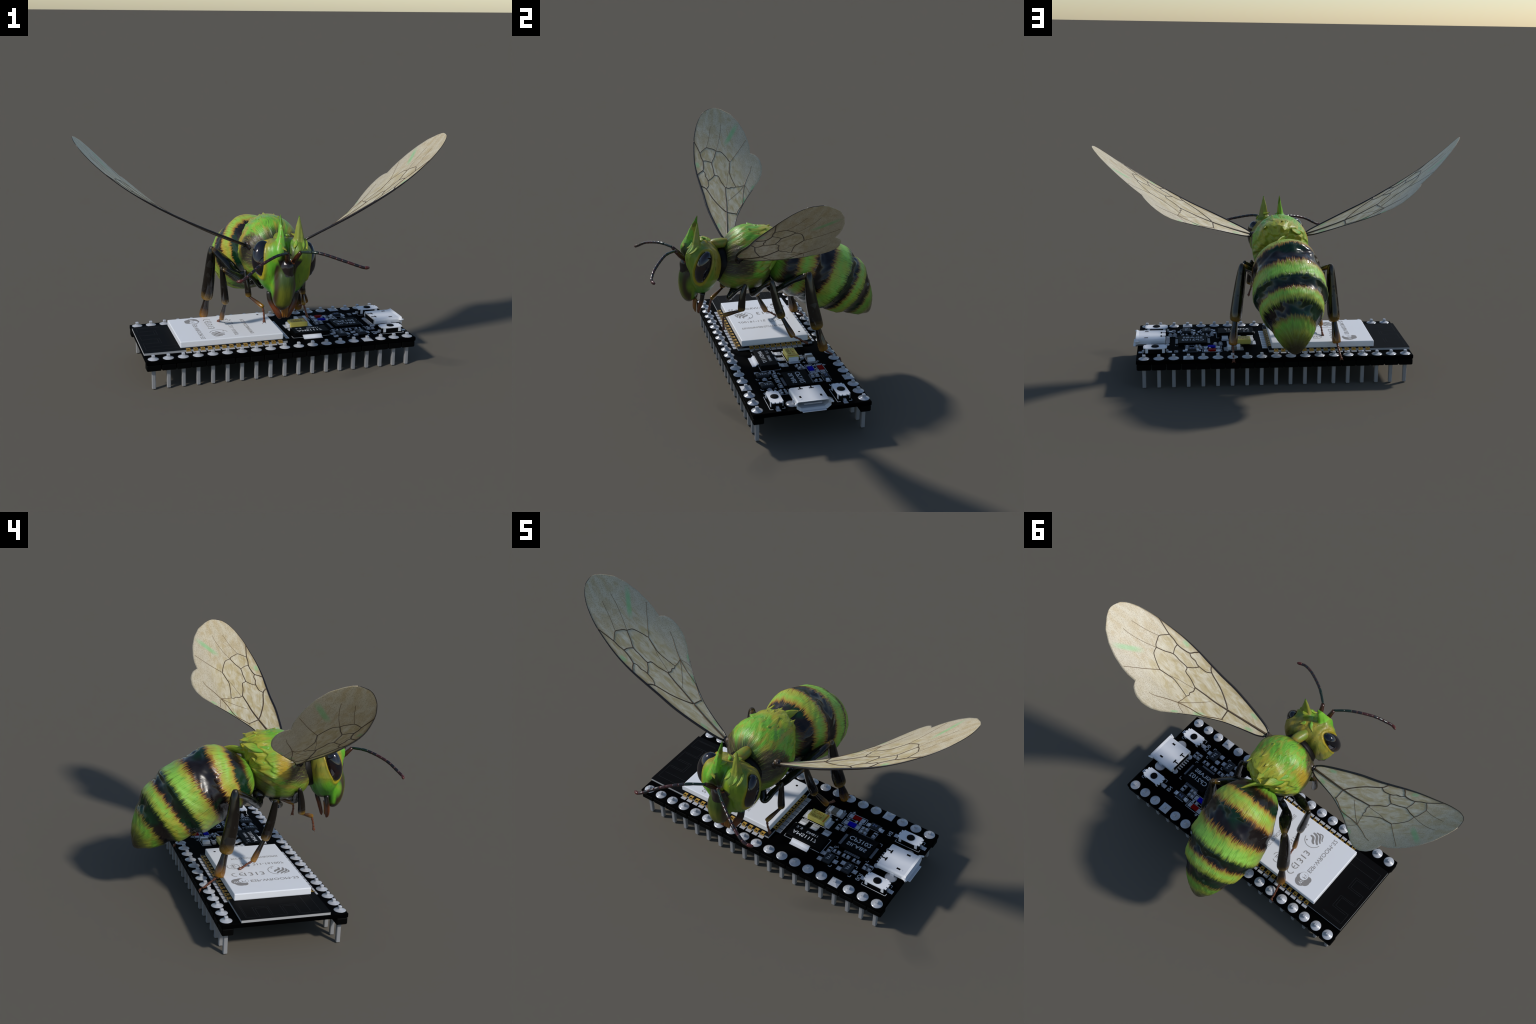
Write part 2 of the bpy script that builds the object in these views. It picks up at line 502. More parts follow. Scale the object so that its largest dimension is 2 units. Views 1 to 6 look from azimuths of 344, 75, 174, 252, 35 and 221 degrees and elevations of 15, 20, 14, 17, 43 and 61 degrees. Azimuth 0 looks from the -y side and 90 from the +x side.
def rect(x0, x1, y0, y1):
    return [(x0, y0), (x1, y0), (x1, y1), (x0, y1), (x0, y0)]

# voltage regulator with tab and three leads
reg = box("voltage_regulator", board, M_chip, 0.135, 0.337, -0.083, 0.014, Z + 0.0004, Z + 0.0265, 0.0025, 1, 0.03)
def lead(parent, x0, x1, ya, yb, zhi, mat=M_usb):
    """Gull-wing lead: high beside the body at ya, down to a foot at yb."""
    ym1, ym2 = ya + (yb - ya) * 0.35, ya + (yb - ya) * 0.6
    prof = [(ya, zhi), (ym1, zhi), (ym2, Z + 0.0032), (yb, Z + 0.0030)]
    vs = [(x, y, zz) for x in (x0, x1) for y, zz in prof] + [(x, y, max(Z + 0.0004, zz - 0.006)) for x in (x0, x1) for y, zz in prof]
    fs = []
    for i in range(3):
        fs += [(i, i + 1, i + 5, i + 4), (8 + i, 12 + i, 13 + i, 9 + i), (i, 8 + i, 9 + i, i + 1), (4 + i, 5 + i, 13 + i, 12 + i)]
    fs += [(0, 4, 12, 8), (3, 11, 15, 7)]
    c = V3(*np.mean(vs, 0))
    return put("metal_lead", fix_normals(mesh("metal_lead", np.array(vs) - c, fs, False)), parent, mat, c)
lead(reg, 0.180, 0.284, -0.076, -0.116, Z + 0.0145)
for x in (0.160, 0.228, 0.299):
    lead(reg, x - 0.017, x + 0.017, 0.012, 0.048, Z + 0.011)
    land(x - 0.020, x + 0.020, 0.036, 0.069)
silk([(0.128, -0.050), (0.128, -0.0835), (0.336, -0.0835)]); silk([(0.3445, -0.0835), (0.3445, 0.020), (0.330, 0.020)])
writing("AMS1117", reg, M_silk, 0.229, -0.050, Z + 0.0268, 0.03, ex, 0.140, 0.022)
writing("DN811", reg, M_silk, 0.255, -0.018, Z + 0.0268, 0.03, ex, 0.063, 0.014)
writing("3.3", reg, M_silk, 0.177, -0.013, Z + 0.0268, 0.03, ex, 0.034, 0.014)
flat("polarity_dot", [arc_vf(0.143, 0.005, 0.001, 0, 359.9, 0.002, Z + 0.0267, 8)], reg, M_silk)

# yellow tantalum capacitor
tan = box("tantalum_capacitor", board, M_tant, 0.162, 0.264, 0.079, 0.141, Z + 0.0015, 0.1892, 0.003, 1, 0.02)
box("polarity_band", tan, M_tank, 0.2515, 0.2588, 0.0795, 0.1405, 0.1888, 0.1898)
box("end_cap", tan, M_usb, 0.2615, 0.2745, 0.084, 0.136, Z + 0.0014, 0.1830, 0.0025)
box("end_cap", tan, M_usb, 0.150, 0.1640, 0.084, 0.136, Z + 0.0014, 0.1790, 0.0025)
land(0.134, 0.168, 0.080, 0.140); land(0.258, 0.292, 0.080, 0.140)
silk([(0.150, 0.074), (0.275, 0.074)], 0.003)
M_ink = plain("brown_ink", (0.42, 0.22, 0.03), 0.5)
writing("107C8", tan, M_ink, 0.205, 0.098, 0.1896, 0.03, ex, 0.062, 0.017)
writing("C901", tan, M_ink, 0.207, 0.122, 0.1896, 0.03, ex, 0.058, 0.017)

# large ceramic capacitor and neighbours
land(0.212, 0.240, 0.184, 0.222, M_grey); land(0.281, 0.308, 0.184, 0.222, M_grey)
smd("ceramic_capacitor", 0.226, 0.292, 0.183, 0.220, 0.017, M_ceramic, "x", 0.27, capmat=M_can)
silk(rect(0.209, 0.311, 0.180, 0.227), 0.002)
smd("resistor", 0.222, 0.254, 0.150, 0.170, 0.010, M_ceramic, "x", 0.3); land(0.216, 0.260, 0.152, 0.168, M_grey)
for x, y in ((0.294, 0.235), (0.342, 0.254), (0.341, 0.199), (0.292, 0.160), (0.266, 0.146)):
    k = 0.0075
    flat("plus_sign", [boxvf(x - k, x + k, y - 0.0014, y + 0.0014, Z + 0.0001, Z + 0.0008), boxvf(x - 0.0014, x + 0.0014, y - k, y + k, Z + 0.0001, Z + 0.00085)], board, M_silk)
# two indicator lights
for y, mat in ((0.2255, M_red), (0.1715, M_blue)):
    land(0.331, 0.362, y - 0.013, y + 0.013); land(0.390, 0.421, y - 0.013, y + 0.013)
    led = box("indicator_light", board, mat, 0.356, 0.3975, y - 0.0145, y + 0.0125, Z + 0.001, Z + 0.0085, 0.0008)
    silk(rect(0.3245, 0.4285, y - 0.019, y + 0.020), 0.002)
# diode
dio = box("diode", board, M_grey_chip, 0.459, 0.508, 0.200, 0.238, Z + 0.0005, Z + 0.0155, 0.004, 1, 0.08)
land(0.436, 0.456, 0.207, 0.231); land(0.511, 0.533, 0.207, 0.231)
box("end_cap", dio, M_usb, 0.446, 0.463, 0.210, 0.228, Z + 0.001, Z + 0.009, 0.002); box("end_cap", dio, M_usb, 0.504, 0.521, 0.210, 0.228, Z + 0.001, Z + 0.009, 0.002)
silk([(0.455, 0.2005), (0.513, 0.2005)]); silk([(0.455, 0.2395), (0.513, 0.2395)])
M_bluesilk = plain("blue_grey_print", (0.20, 0.25, 0.42), 0.6)
writing("S4", dio, M_bluesilk, 0.482, 0.220, Z + 0.0158, 0.03, ex, 0.024, 0.016)

# usb bridge chip: flat square with four rows of contacts
qfn = box("bridge_chip", board, M_chip, 0.403, 0.557, 0.005, 0.131, Z + 0.0004, Z + 0.0145, 0.001)
writing("SILABS", qfn, M_silk, 0.478, 0.043, Z + 0.0148, 0.03, ex, 0.108, 0.022)
writing("CP2102", qfn, M_silk, 0.478, 0.083, Z + 0.0148, 0.03, ex, 0.122, 0.026)
fp = [boxvf(x - 0.0044, x + 0.0044, y - 0.007, y + 0.007, Z + 0.0002, Z + 0.0012) for x in np.linspace(0.440, 0.518, 8) for y in (-0.003, 0.138)]
fp += [boxvf(x - 0.007, x + 0.007, y - 0.0044, y + 0.0044, Z + 0.0002, Z + 0.0012) for y in np.linspace(0.030, 0.098, 8) for x in (0.390, 0.566)]
M_dull = plain("dull_solder", (0.17, 0.18, 0.20), 0.4)
flat("chip_contacts", fp, board, M_dull)["kind"] = "stuff"
silk([(0.401, -0.001), (0.394, -0.001), (0.394, 0.008)]); silk([(0.559, -0.004), (0.570, -0.004), (0.570, 0.006)]); silk([(0.559, 0.139), (0.573, 0.139), (0.573, 0.124)])
flat("orientation_ring", [arc_vf(0.385, -0.005, 0.0055, 0, 359.9, 0.002, Z + 0.0001, 20, 0.0007)], board, M_silk)

# two small transistors
for x, y in ((0.398, -0.093), (0.511, -0.096)):
    t = box("transistor", board, M_grey_chip, x - 0.024, x + 0.024, y - 0.034, y + 0.034, Z + 0.0005, Z + 0.0155, 0.004, 1, 0.08)
    for lx, ly in ((x - 0.038, y + 0.022), (x - 0.038, y - 0.020), (x + 0.038, y + 0.003)):
        land(lx - 0.012, lx + 0.012, ly - 0.012, ly + 0.012)
        d = 0.010 if lx < x else -0.010
        box("metal_lead", t, M_pad, min(lx, lx + d), max(lx, lx + d) + 0.004, ly - 0.006, ly + 0.006, Z + 0.0012, Z + 0.007, 0.002)
    writing("J3Y", t, M_silk, x, y + 0.004, Z + 0.0158, 0.03, (0, 1), 0.040, 0.017)
    for s in (1, -1):
        silk([(x + 0.022, y + s * 0.038), (x + 0.034, y + s * 0.038), (x + 0.034, y + s * 0.026)], 0.003)

# rows of tiny passives
def tiny(x, y, axis="x", body=True, mat=M_ceramic):
    a, b = (0.0115, 0.0085) if axis == "x" else (0.0085, 0.0115)
    for s in (-1, 1):
        dx, dy = (s * 0.0115, 0) if axis == "x" else (0, s * 0.0115)
        land(x + dx - 0.0062, x + dx + 0.0062, y + dy - 0.0075, y + dy + 0.0075) if axis == "x" else land(x + dx - 0.0075, x + dx + 0.0075, y + dy - 0.0062, y + dy + 0.0062)
    silk(rect(x - 0.0195, x + 0.0195, y - 0.0105, y + 0.0105) if axis == "x" else rect(x - 0.0105, x + 0.0105, y - 0.0195, y + 0.0195), 0.0014)
    if body:
        o = smd("resistor", x - 0.013 if axis == "x" else x - 0.0065, x + 0.013 if axis == "x" else x + 0.0065, y - 0.0065 if axis == "x" else y - 0.013, y + 0.0065 if axis == "x" else y + 0.013, 0.008, mat, axis, 0.32)
for x, y, ax_, body, mat in ((0.371, -0.036, "y", True, M_chip), (0.408, -0.030, "x", True, M_chip), (0.462, -0.030, "x", True, M_chip), (0.520, -0.030, "x", True, M_chip),
                             (0.576, -0.034, "y", True, M_chip), (0.602, -0.034, "y", True, M_chip), (0.327, 0.121, "y", True, M_chip), (0.356, 0.127, "y", True, M_ceramic),
                             (0.447, 0.182, "x", True, M_ceramic), (0.450, 0.155, "x", True, M_ceramic), (0.509, 0.170, "y", True, M_chip), (0.397, 0.1985, "x", True, M_chip)):
    tiny(x, y, ax_, body, mat)
writing("EN", board, M_silk, 0.568, 0.226, Z + 0.0006, 0.03, dn, 0.030, 0.020)
writing("IO0", board, M_silk, 0.583, -0.110, Z + 0.0006, 0.03, dn, 0.044, 0.022)

# push buttons
def button(x, y):
    b = box("push_button", board, M_knob, x - 0.056, x + 0.056, y - 0.027, y + 0.027, Z + 0.0004, 0.1865, 0.002)
    # cover plate with notched ends
    hx, hy, n = 0.061, 0.032, 0.011
    half = [(hx - n, -hy), (hx - n, -hy + 0.007), (hx, -hy + 0.007), (hx, -0.014), (hx - 0.006, -0.014), (hx - 0.006, -0.008), (hx + 0.002, -0.008)]
    ring = half + [(a, -b_) for a, b_ in half[::-1]]
    ring = ring + [(-a, -b_) for a, b_ in ring]
    m = len(ring)
    vs = [(a, b_, 0) for a, b_ in ring] + [(a, b_, 0.0045) for a, b_ in ring]
    fs = [tuple(range(m))[::-1], tuple(range(m, 2 * m))] + [(i, (i + 1) % m, m + (i + 1) % m, m + i) for i in range(m)]
    put("cover_plate", mesh("cover_plate", vs, fs, False), b, M_can, (x, y, 0.1868))
    for s in (-1, 1):
        for t in (-1, 1):
            box("cover_tab", b, M_can, x + t * 0.044 - 0.007, x + t * 0.044 + 0.007, y + s * 0.0295 - 0.0015, y + s * 0.0295 + 0.0015, Z + 0.006, 0.188)
        land(x + s * 0.074 - 0.014, x + s * 0.074 + 0.014, y - 0.011, y + 0.011)
        box("metal_lead", b, M_pad, x + s * 0.062 - 0.008, x + s * 0.062 + 0.008, y - 0.007, y + 0.007, Z + 0.001, Z + 0.012, 0.002)
    put("button_cap", revolve("button_cap", [(0.0200, 0), (0.0200, 0.003), (0.0190, 0.0042), (0.010, 0.0047)], 28), b, M_knob, (x, y, 0.1914))
    silk([(x - 0.066, y - 0.022), (x - 0.066, y - 0.037), (x + 0.066, y - 0.037), (x + 0.066, y - 0.022)]); silk([(x + 0.066, y + 0.022), (x + 0.066, y + 0.037), (x + 0.052, y + 0.037)])
button(0.679, 0.2315)
button(0.679, -0.1045)

# usb socket: folded steel shell, flared at the mouth
def shell_section(hw, hb, z0, z1, r):
    pts = []
    for cy_, cz_, a0 in ((hw - r, z1 - r, 0), (-hw + r, z1 - r, 90)):
        pts += [(cy_ + r * math.cos(math.radians(a0 + t)), cz_ + r * math.sin(math.radians(a0 + t))) for t in (0, 22, 45, 68, 90)]
    pts += [(-hw, z0 + 0.016), (-hb, z0), (hb, z0), (hw, z0 + 0.016)]
    return pts
yc = 0.0625
rings = []
for x, hw, hb, za, zb, r in ((0.626, 0.079, 0.058, Z + 0.001, 0.1985, 0.010), (0.630, 0.082, 0.060, Z + 0.001, 0.2005, 0.011), (0.772, 0.082, 0.060, Z + 0.001, 0.2005, 0.011), (0.786, 0.086, 0.066, Z - 0.004, 0.2055, 0.011),
                            (0.786, 0.0835, 0.064, Z - 0.0015, 0.2030, 0.010), (0.772, 0.0785, 0.058, Z + 0.004, 0.1970, 0.010), (0.655, 0.0785, 0.058, Z + 0.004, 0.1970, 0.010)):
    rings.append([(x, yc + a, b) for a, b in shell_section(hw, hb, za, zb, r)])
m = len(rings[0]); vs = [p for r in rings for p in r]; fs = [tuple(range(m)), tuple((len(rings) - 1) * m + i for i in range(m))[::-1]]
for j in range(len(rings) - 1):
    fs += [(j * m + i, (j + 1) * m + i, (j + 1) * m + (i + 1) % m, j * m + (i + 1) % m) for i in range(m)]
c = V3(0.70, yc, 0.18)
usb = put("usb_socket", fix_normals(mesh("usb_socket", np.array(vs) - c, fs, False)), board, M_usb, c)
box("contact_tongue", usb, M_pad, 0.655, 0.772, yc - 0.045, yc + 0.045, 0.1800, 0.1865, 0.001)
for s in (-1, 1):
    box("shell_slot", usb, M_dark, 0.720, 0.742, yc + s * 0.052 - 0.005, yc + s * 0.052 + 0.005, 0.2000, 0.2011)
    box("shell_spring", usb, M_usb, 0.740, 0.752, yc + s * 0.052 - 0.0045, yc + s * 0.052 + 0.0045, 0.2000, 0.2016, 0.0006)
    flat("shell_slot", [boxvf(0.6255, 0.651, yc + s * 0.028 - 0.0035, yc + s * 0.028 + 0.0035, 0.199, 0.2012), boxvf(0.646, 0.653, yc + s * 0.028 - 0.013, yc + s * 0.028 + 0.011, 0.1992, 0.2013)], usb, M_dark)
    v, f = tube([(0.768, yc + s * 0.084, 0.189), (0.782, yc + s * 0.089, 0.191), (0.793, yc + s * 0.094, 0.193)], [0.006, 0.006, 0.004], 10)
    put("shell_ear", mesh("shell_ear", np.array(v) - V3(0.782, yc + s * 0.089, 0.19), f), usb, M_usb, (0.782, yc + s * 0.089, 0.19))
    put("solder_blob", revolve("solder_blob", [(0.031, 0), (0.030, 0.003), (0.018, 0.006), (0.010, 0.008)], 24), usb, M_pad, (0.712, yc + s * 0.088, Z + 0.0004))
    box("shell_leg", usb, M_usb, 0.702, 0.724, yc + s * 0.081 - 0.003, yc + s * 0.081 + 0.003, Z + 0.001, 0.186, 0.001)
    put("solder_blob", revolve("solder_blob", [(0.016, 0), (0.015, 0.004), (0.008, 0.006)], 20), usb, M_pad, (0.620, yc + s * 0.060, Z + 0.0004))
box("rear_gap", usb, M_dark, 0.6245, 0.6262, yc - 0.060, yc + 0.060, Z + 0.008, 0.192)
for i in range(5):
    box("metal_lead", usb, M_pad, 0.604, 0.626, yc - 0.034 + i * 0.0165 - 0.004, yc - 0.034 + i * 0.0165 + 0.004, Z + 0.0005, Z + 0.005, 0.001)
box("bottom_lip", usb, M_usb, 0.778, 0.8005, yc - 0.059, yc + 0.059, 0.1545, 0.1580, 0.001)

# ================================================================== BEE
bee = empty("bee", (0.0, 0.05, 0.16), "green and black striped bee with horns and spread wings", "bee")

GREEN, LEAF, YELLOW, OLIVE = (0.27, 0.58, 0.070), (0.13, 0.36, 0.03), (0.52, 0.40, 0.035), (0.20, 0.22, 0.025)
ORANGE, BROWN, DARK, DGREEN = (0.50, 0.22, 0.02), (0.085, 0.048, 0.018), (0.010, 0.007, 0.007), (0.005, 0.030, 0.011)

# ---------------------------------------------------------------- abdomen
A0 = V3(-0.021, 0.08, 0.65)
AX = unit(V3(-0.003, 0.54, -0.375))
AU = V3(0, 0.375, 0.54); AU = unit(AU - AX * (AU @ AX))
AW = V3(1, 0, 0)
#  s      centre  height  half width
ABD = np.array([
    [-0.035, 0.000, 0.012, 0.012], [-0.031, 0.000, 0.030, 0.032], [-0.022, 0.000, 0.045, 0.050], [-0.010, 0.006, 0.066, 0.070], [0.000, 0.012, 0.090, 0.088], [0.030, 0.022, 0.134, 0.128],
    [0.060, 0.028, 0.160, 0.152], [0.100, 0.034, 0.175, 0.172], [0.180, 0.042, 0.180, 0.188], [0.240, 0.046, 0.186, 0.191],
    [0.290, 0.050, 0.185, 0.191], [0.330, 0.0535, 0.1815, 0.189], [0.380, 0.0580, 0.174, 0.178], [0.450, 0.060, 0.155, 0.155],
    [0.500, 0.0575, 0.136, 0.133], [0.550, 0.0485, 0.110, 0.105], [0.600, 0.0355, 0.076, 0.073], [0.635, 0.026, 0.050, 0.048], [0.655, 0.016, 0.026, 0.026], [0.664, 0.012, 0.010, 0.010]])
def tilt(s):
    return 0.40 * np.clip(1 - s / 0.26, 0, 1.2)
EDGES = [0.170, 0.350, 0.475, 0.610]        # rear rim of each green plate
def abdomen():
    ns, nf = 230, 200
    s = np.interp(np.linspace(0, 1, ns), np.linspace(0, 1, len(ABD)), ABD[:, 0])
    s = np.interp(np.linspace(0, 1, ns), [0, 0.1, 0.9, 1], [-0.035, 0.0, 0.62, 0.664])
    c, h, w = (spline_at(s, ABD[:, 0], ABD[:, i]) for i in (1, 2, 3))
    ph = np.linspace(0, 2 * math.pi, nf, endpoint=False)
    S, P = np.meshgrid(s, ph, indexing="ij")
    cs, sn = np.cos(P), np.sin(P)
    ru = c[:, None] + h[:, None] * sn
    T = S + tilt(S) * ru
    d = np.zeros_like(S)
    for e, amp in zip(EDGES, (0.006, 0.008, 0.007, 0.004)):
        # each plate swells to its rear rim, then the glossy skin tucks in below it
        x = T - e
        d += amp * np.where(x < 0, np.exp(-(x / 0.045) ** 2), np.exp(-(x / 0.010) ** 2))
        d -= 0.9 * amp * np.exp(-((x - 0.035) / 0.022) ** 2)
        # lobes on the back, just behind the rim
        lob = np.exp(-((x - 0.022) / 0.018) ** 2) * np.clip(sn, 0, 1) ** 2
        d += lob * (0.007 * np.cos(P * 11 + e * 40) - 0.001)
    d += 0.0022 * np.sin(P * 5 + S * 21) * np.sin(S * 33 + 1) + 0.0012 * np.sin(P * 17 + 3 * np.sin(S * 40)) * np.sin(S * 90)
    # fuller on the upper left
    d += 0.010 * np.exp(-((P - 2.05) / 0.5) ** 2) * np.interp(S, [0.02, 0.10, 0.45, 0.56], [0, 1, 1, 0])
    # leaner on the left flank in front
    d -= 0.026 * np.exp(-((P - 3.25) / 0.75) ** 2) * np.interp(S, [0.0, 0.05, 0.12, 0.24], [0.3, 1, 1, 0])
    d *= np.interp(S, [-0.05, 0.03, 0.6, 0.66], [0, 1, 1, 0.1])
    Q = A0 + S[..., None] * AX + (c[:, None] + (h[:, None] + d) * sn)[..., None] * AU + ((w[:, None] + d) * cs)[..., None] * AW
    vs = list((Q - A0).reshape(-1, 3)); fs = []
    for i in range(ns - 1):
        for j in range(nf):
            k = (j + 1) % nf
            fs.append((i * nf + j, i * nf + k, (i + 1) * nf + k, (i + 1) * nf + j))
    vs.append(AX * -0.0355); vs.append(AX * 0.6665 + AU * 0.0115)
    n = ns * nf
    for j in range(nf):
        k = (j + 1) % nf
        fs.append((n, k, j)); fs.append((n + 1, (ns - 1) * nf + j, (ns - 1) * nf + k))
    return fix_normals(mesh("abdomen", vs, fs))
def spline_at(x, X, Y):
    """Smooth monotone-ish interpolation: blurred piecewise linear."""
    g = np.linspace(X[0], X[-1], 1200)
    y = np.interp(g, X, Y)
    k = np.hanning(61); k /= k.sum()
    ys = np.convolve(np.pad(y, 30, mode="edge"), k, "valid")
    edge = np.minimum(np.clip((g - X[0]) / 0.03, 0, 1), np.clip((X[-1] - g) / 0.03, 0, 1))
    return np.interp(x, g, ys * edge + y * (1 - edge))

def abdomen_material():
    g = G("abdomen_bands")
    o = g.obj()
    s = g.vm("DOT_PRODUCT", o, tuple(AX)); ru = g.vm("DOT_PRODUCT", o, tuple(AU)); x, y, z = g.sep(o)
    f = g.m("MULTIPLY", g.m("SUBTRACT", 1.0, g.m("DIVIDE", s, 0.26), clamp=True), 0.40)
    t = g.m("ADD", s, g.m("MULTIPLY", ru, f))
    # hair strands run along the body: noise squeezed across, stretched along
    sq = g.m("DIVIDE", g.m("SUBTRACT", s, 0.42), 0.42)
    rc = g.m("SUBTRACT", ru, g.m("MULTIPLY", g.m("SUBTRACT", 1.0, g.m("MULTIPLY", sq, sq)), 0.065))
    dirn = g.vm("NORMALIZE", g.comb(x, rc, 0.0))
    dx, dy, dz = g.sep(dirn)
    wob = g.noise(o, 16, 1)
    hair = g.comb(g.m("ADD", g.m("MULTIPLY", dx, 0.17), g.m("MULTIPLY", wob, 0.012)), g.m("MULTIPLY", dy, 0.17), g.m("MULTIPLY", s, 0.07))
    strands = g.noise(hair, 245, 2, 0.55, 0.0)
    tufts = g.noise(hair, 60, 1, 0.5, 0.0)
    jag = g.m("ADD", g.m("MULTIPLY", g.m("SUBTRACT", strands, 0.5), 0.052), g.m("MULTIPLY", g.m("SUBTRACT", tufts, 0.5), 0.026))
    tj = g.m("DIVIDE", g.m("ADD", t, jag), 0.68)
    q = lambda v: v / 0.68
    DK, BRN, ORG, YEL, GRN = DARK, (0.10, 0.04, 0.012), (0.42, 0.20, 0.03), (0.38, 0.42, 0.04), GREEN
    OLV, DG, LG = (0.17, 0.24, 0.025), (0.008, 0.03, 0.012), (0.17, 0.42, 0.035)
    bands = g.ramp(tj, [(0.0, LG), (q(.030), BRN), (q(.044), DK), (q(.082), DK), (q(.091), ORG), (q(.104), YEL), (q(.118), GRN), (q(.146), YEL), (q(.157), ORG), (q(.167), BRN), (q(.177), DK),
                        (q(.236), DK), (q(.247), (0.28, 0.12, 0.02)), (q(.258), YEL), (q(.285), GRN), (q(.318), GRN), (q(.337), OLV), (q(.349), DG), (q(.399), DK), (q(.408), (0.24, 0.10, 0.02)), (q(.419), YEL), (q(.435), GRN), (q(.460), YEL), (q(.472), OLV),
                        (q(.484), DK), (q(.533), DK), (q(.546), (0.22, 0.17, 0.02)), (q(.566), LG), (q(.600), OLV), (q(.622), (0.12, 0.13, 0.018)), (q(.648), (0.035, 0.028, 0.010))])
    # blotches of yellow in the green, golden towards the lower left flank
    big = g.noise(o, 9, 2)
    lum = g.sep(bands)[1]
    isgreen = g.step(lum, 0.10, 0.30)
    flank = g.m("MULTIPLY", g.step(x, -0.10, -0.19), g.step(ru, 0.16, 0.0))
    warm = g.m("MULTIPLY", isgreen, g.m("MAXIMUM", g.m("MULTIPLY", g.step(big, 0.50, 0.70), 0.6), g.m("MULTIPLY", flank, g.m("ADD", 0.35, g.m("MULTIPLY", g.step(t, 0.22, 0.16), 0.6)))))
    col = g.mix(warm, bands, g.mix(flank, (0.46, 0.42, 0.045), (0.58, 0.36, 0.045)))
    col = g.mix(g.m("MULTIPLY", g.step(strands, 0.53, 0.74), 0.62), col, g.mix(isgreen, col, (0.05, 0.12, 0.015)))
    col = g.mix(g.m("MULTIPLY", g.step(strands, 0.48, 0.25), 0.35), col, g.mix(isgreen, col, (0.50, 0.66, 0.12)))
    # dark green sheen in some dark bands, and a plain dark belly
    sheen = g.m("MULTIPLY", g.m("SUBTRACT", 1.0, g.step(lum, 0.03, 0.08)), g.step(g.noise(o, 6.5, 1), 0.53, 0.64))
    col = g.mix(sheen, col, DGREEN)
    belly = g.step(g.m("ADD", ru, g.m("MULTIPLY", s, 0.05)), -0.075, -0.105)
    col = g.mix(g.m("MULTIPLY", belly, 0.85), col, (0.020, 0.022, 0.022))
    g.set("Base Color", col)
    isg = g.m("MULTIPLY", isgreen, g.m("SUBTRACT", 1.0, belly))
    patch = g.step(g.noise(o, 13, 1), 0.45, 0.55)
    dr = g.m("ADD", 0.14, g.m("MULTIPLY", patch, 0.16))
    g.set("Roughness", g.m("ADD", g.m("MULTIPLY", isg, 0.42), g.m("MULTIPLY", g.m("SUBTRACT", 1.0, isg), dr)))
    g.set("Specular IOR Level", 0.45)
    g.bump(g.m("MULTIPLY", strands, g.m("ADD", 0.12, isg)), 0.55, 0.004)
    return g.mat
put("abdomen", abdomen(), bee, abdomen_material(), A0)

# ---------------------------------------------------------------- thorax
TO = V3(-0.012, -0.075, 0.665)
def thorax_f(P):
    d = ell(P, (-0.012, -0.076, 0.670), (0.157, 0.141, 0.168))
    d = smin(d, ell(P, (-0.010, -0.165, 0.600), (0.122, 0.088, 0.095)), 0.05)
    d = smin(d, ell(P, (-0.012, -0.088, 0.590), (0.126, 0.110, 0.092)), 0.05)
    d = smin(d, ell(P, (0.000, 0.022, 0.745), (0.095, 0.066, 0.078)), 0.05)
    d = smin(d, ell(P, (-0.012, -0.122, 0.695), (0.150, 0.062, 0.060)), 0.04)
    # two matted tips stand out at the rear rim
    d = smin(d, spike(P, [(0.004, 0.020, 0.790), (0.012, 0.074, 0.802)], [0.030, 0.002], 0.55), 0.025)
    d = smin(d, spike(P, [(-0.006, 0.030, 0.740), (0.000, 0.102, 0.744)], [0.036, 0.002], 0.50), 0.025)
    # combed folds that run back over the shoulders
    x, y, z = P[..., 0] + 0.012, P[..., 1] + 0.075, P[..., 2] - 0.665
    a = np.arctan2(x, z + 0.02)
    wv = np.sin(a * 26 + 5 * np.sin(y * 22) + 9 * y) * np.sin(a * 7 + 16 * y + 1.0)
    d = d - 0.0010 * wv * np.clip((z + 0.06) / 0.08, 0, 1)
    # terraces of matted fur that overhang each other towards the rear
    q = 0.75 * y - 0.65 * z
    jag = 0.012 * np.sin(a * 5 + 2) + 0.007 * np.sin(a * 13 + 1 + 20 * z) + 0.003 * np.sin(a * 31)
    rear = np.clip((y - 0.01) / 0.05, 0, 1) * np.clip((z + 0.10) / 0.04, 0, 1)
    for e, amp in ((0.020, 0.007), (0.066, 0.012), (0.105, 0.009)):
        t = q - e - jag
        d = d - rear * amp * np.where(t < 0, np.exp(-(t / 0.034) ** 2), np.exp(-(t / 0.005) ** 2))
    return d

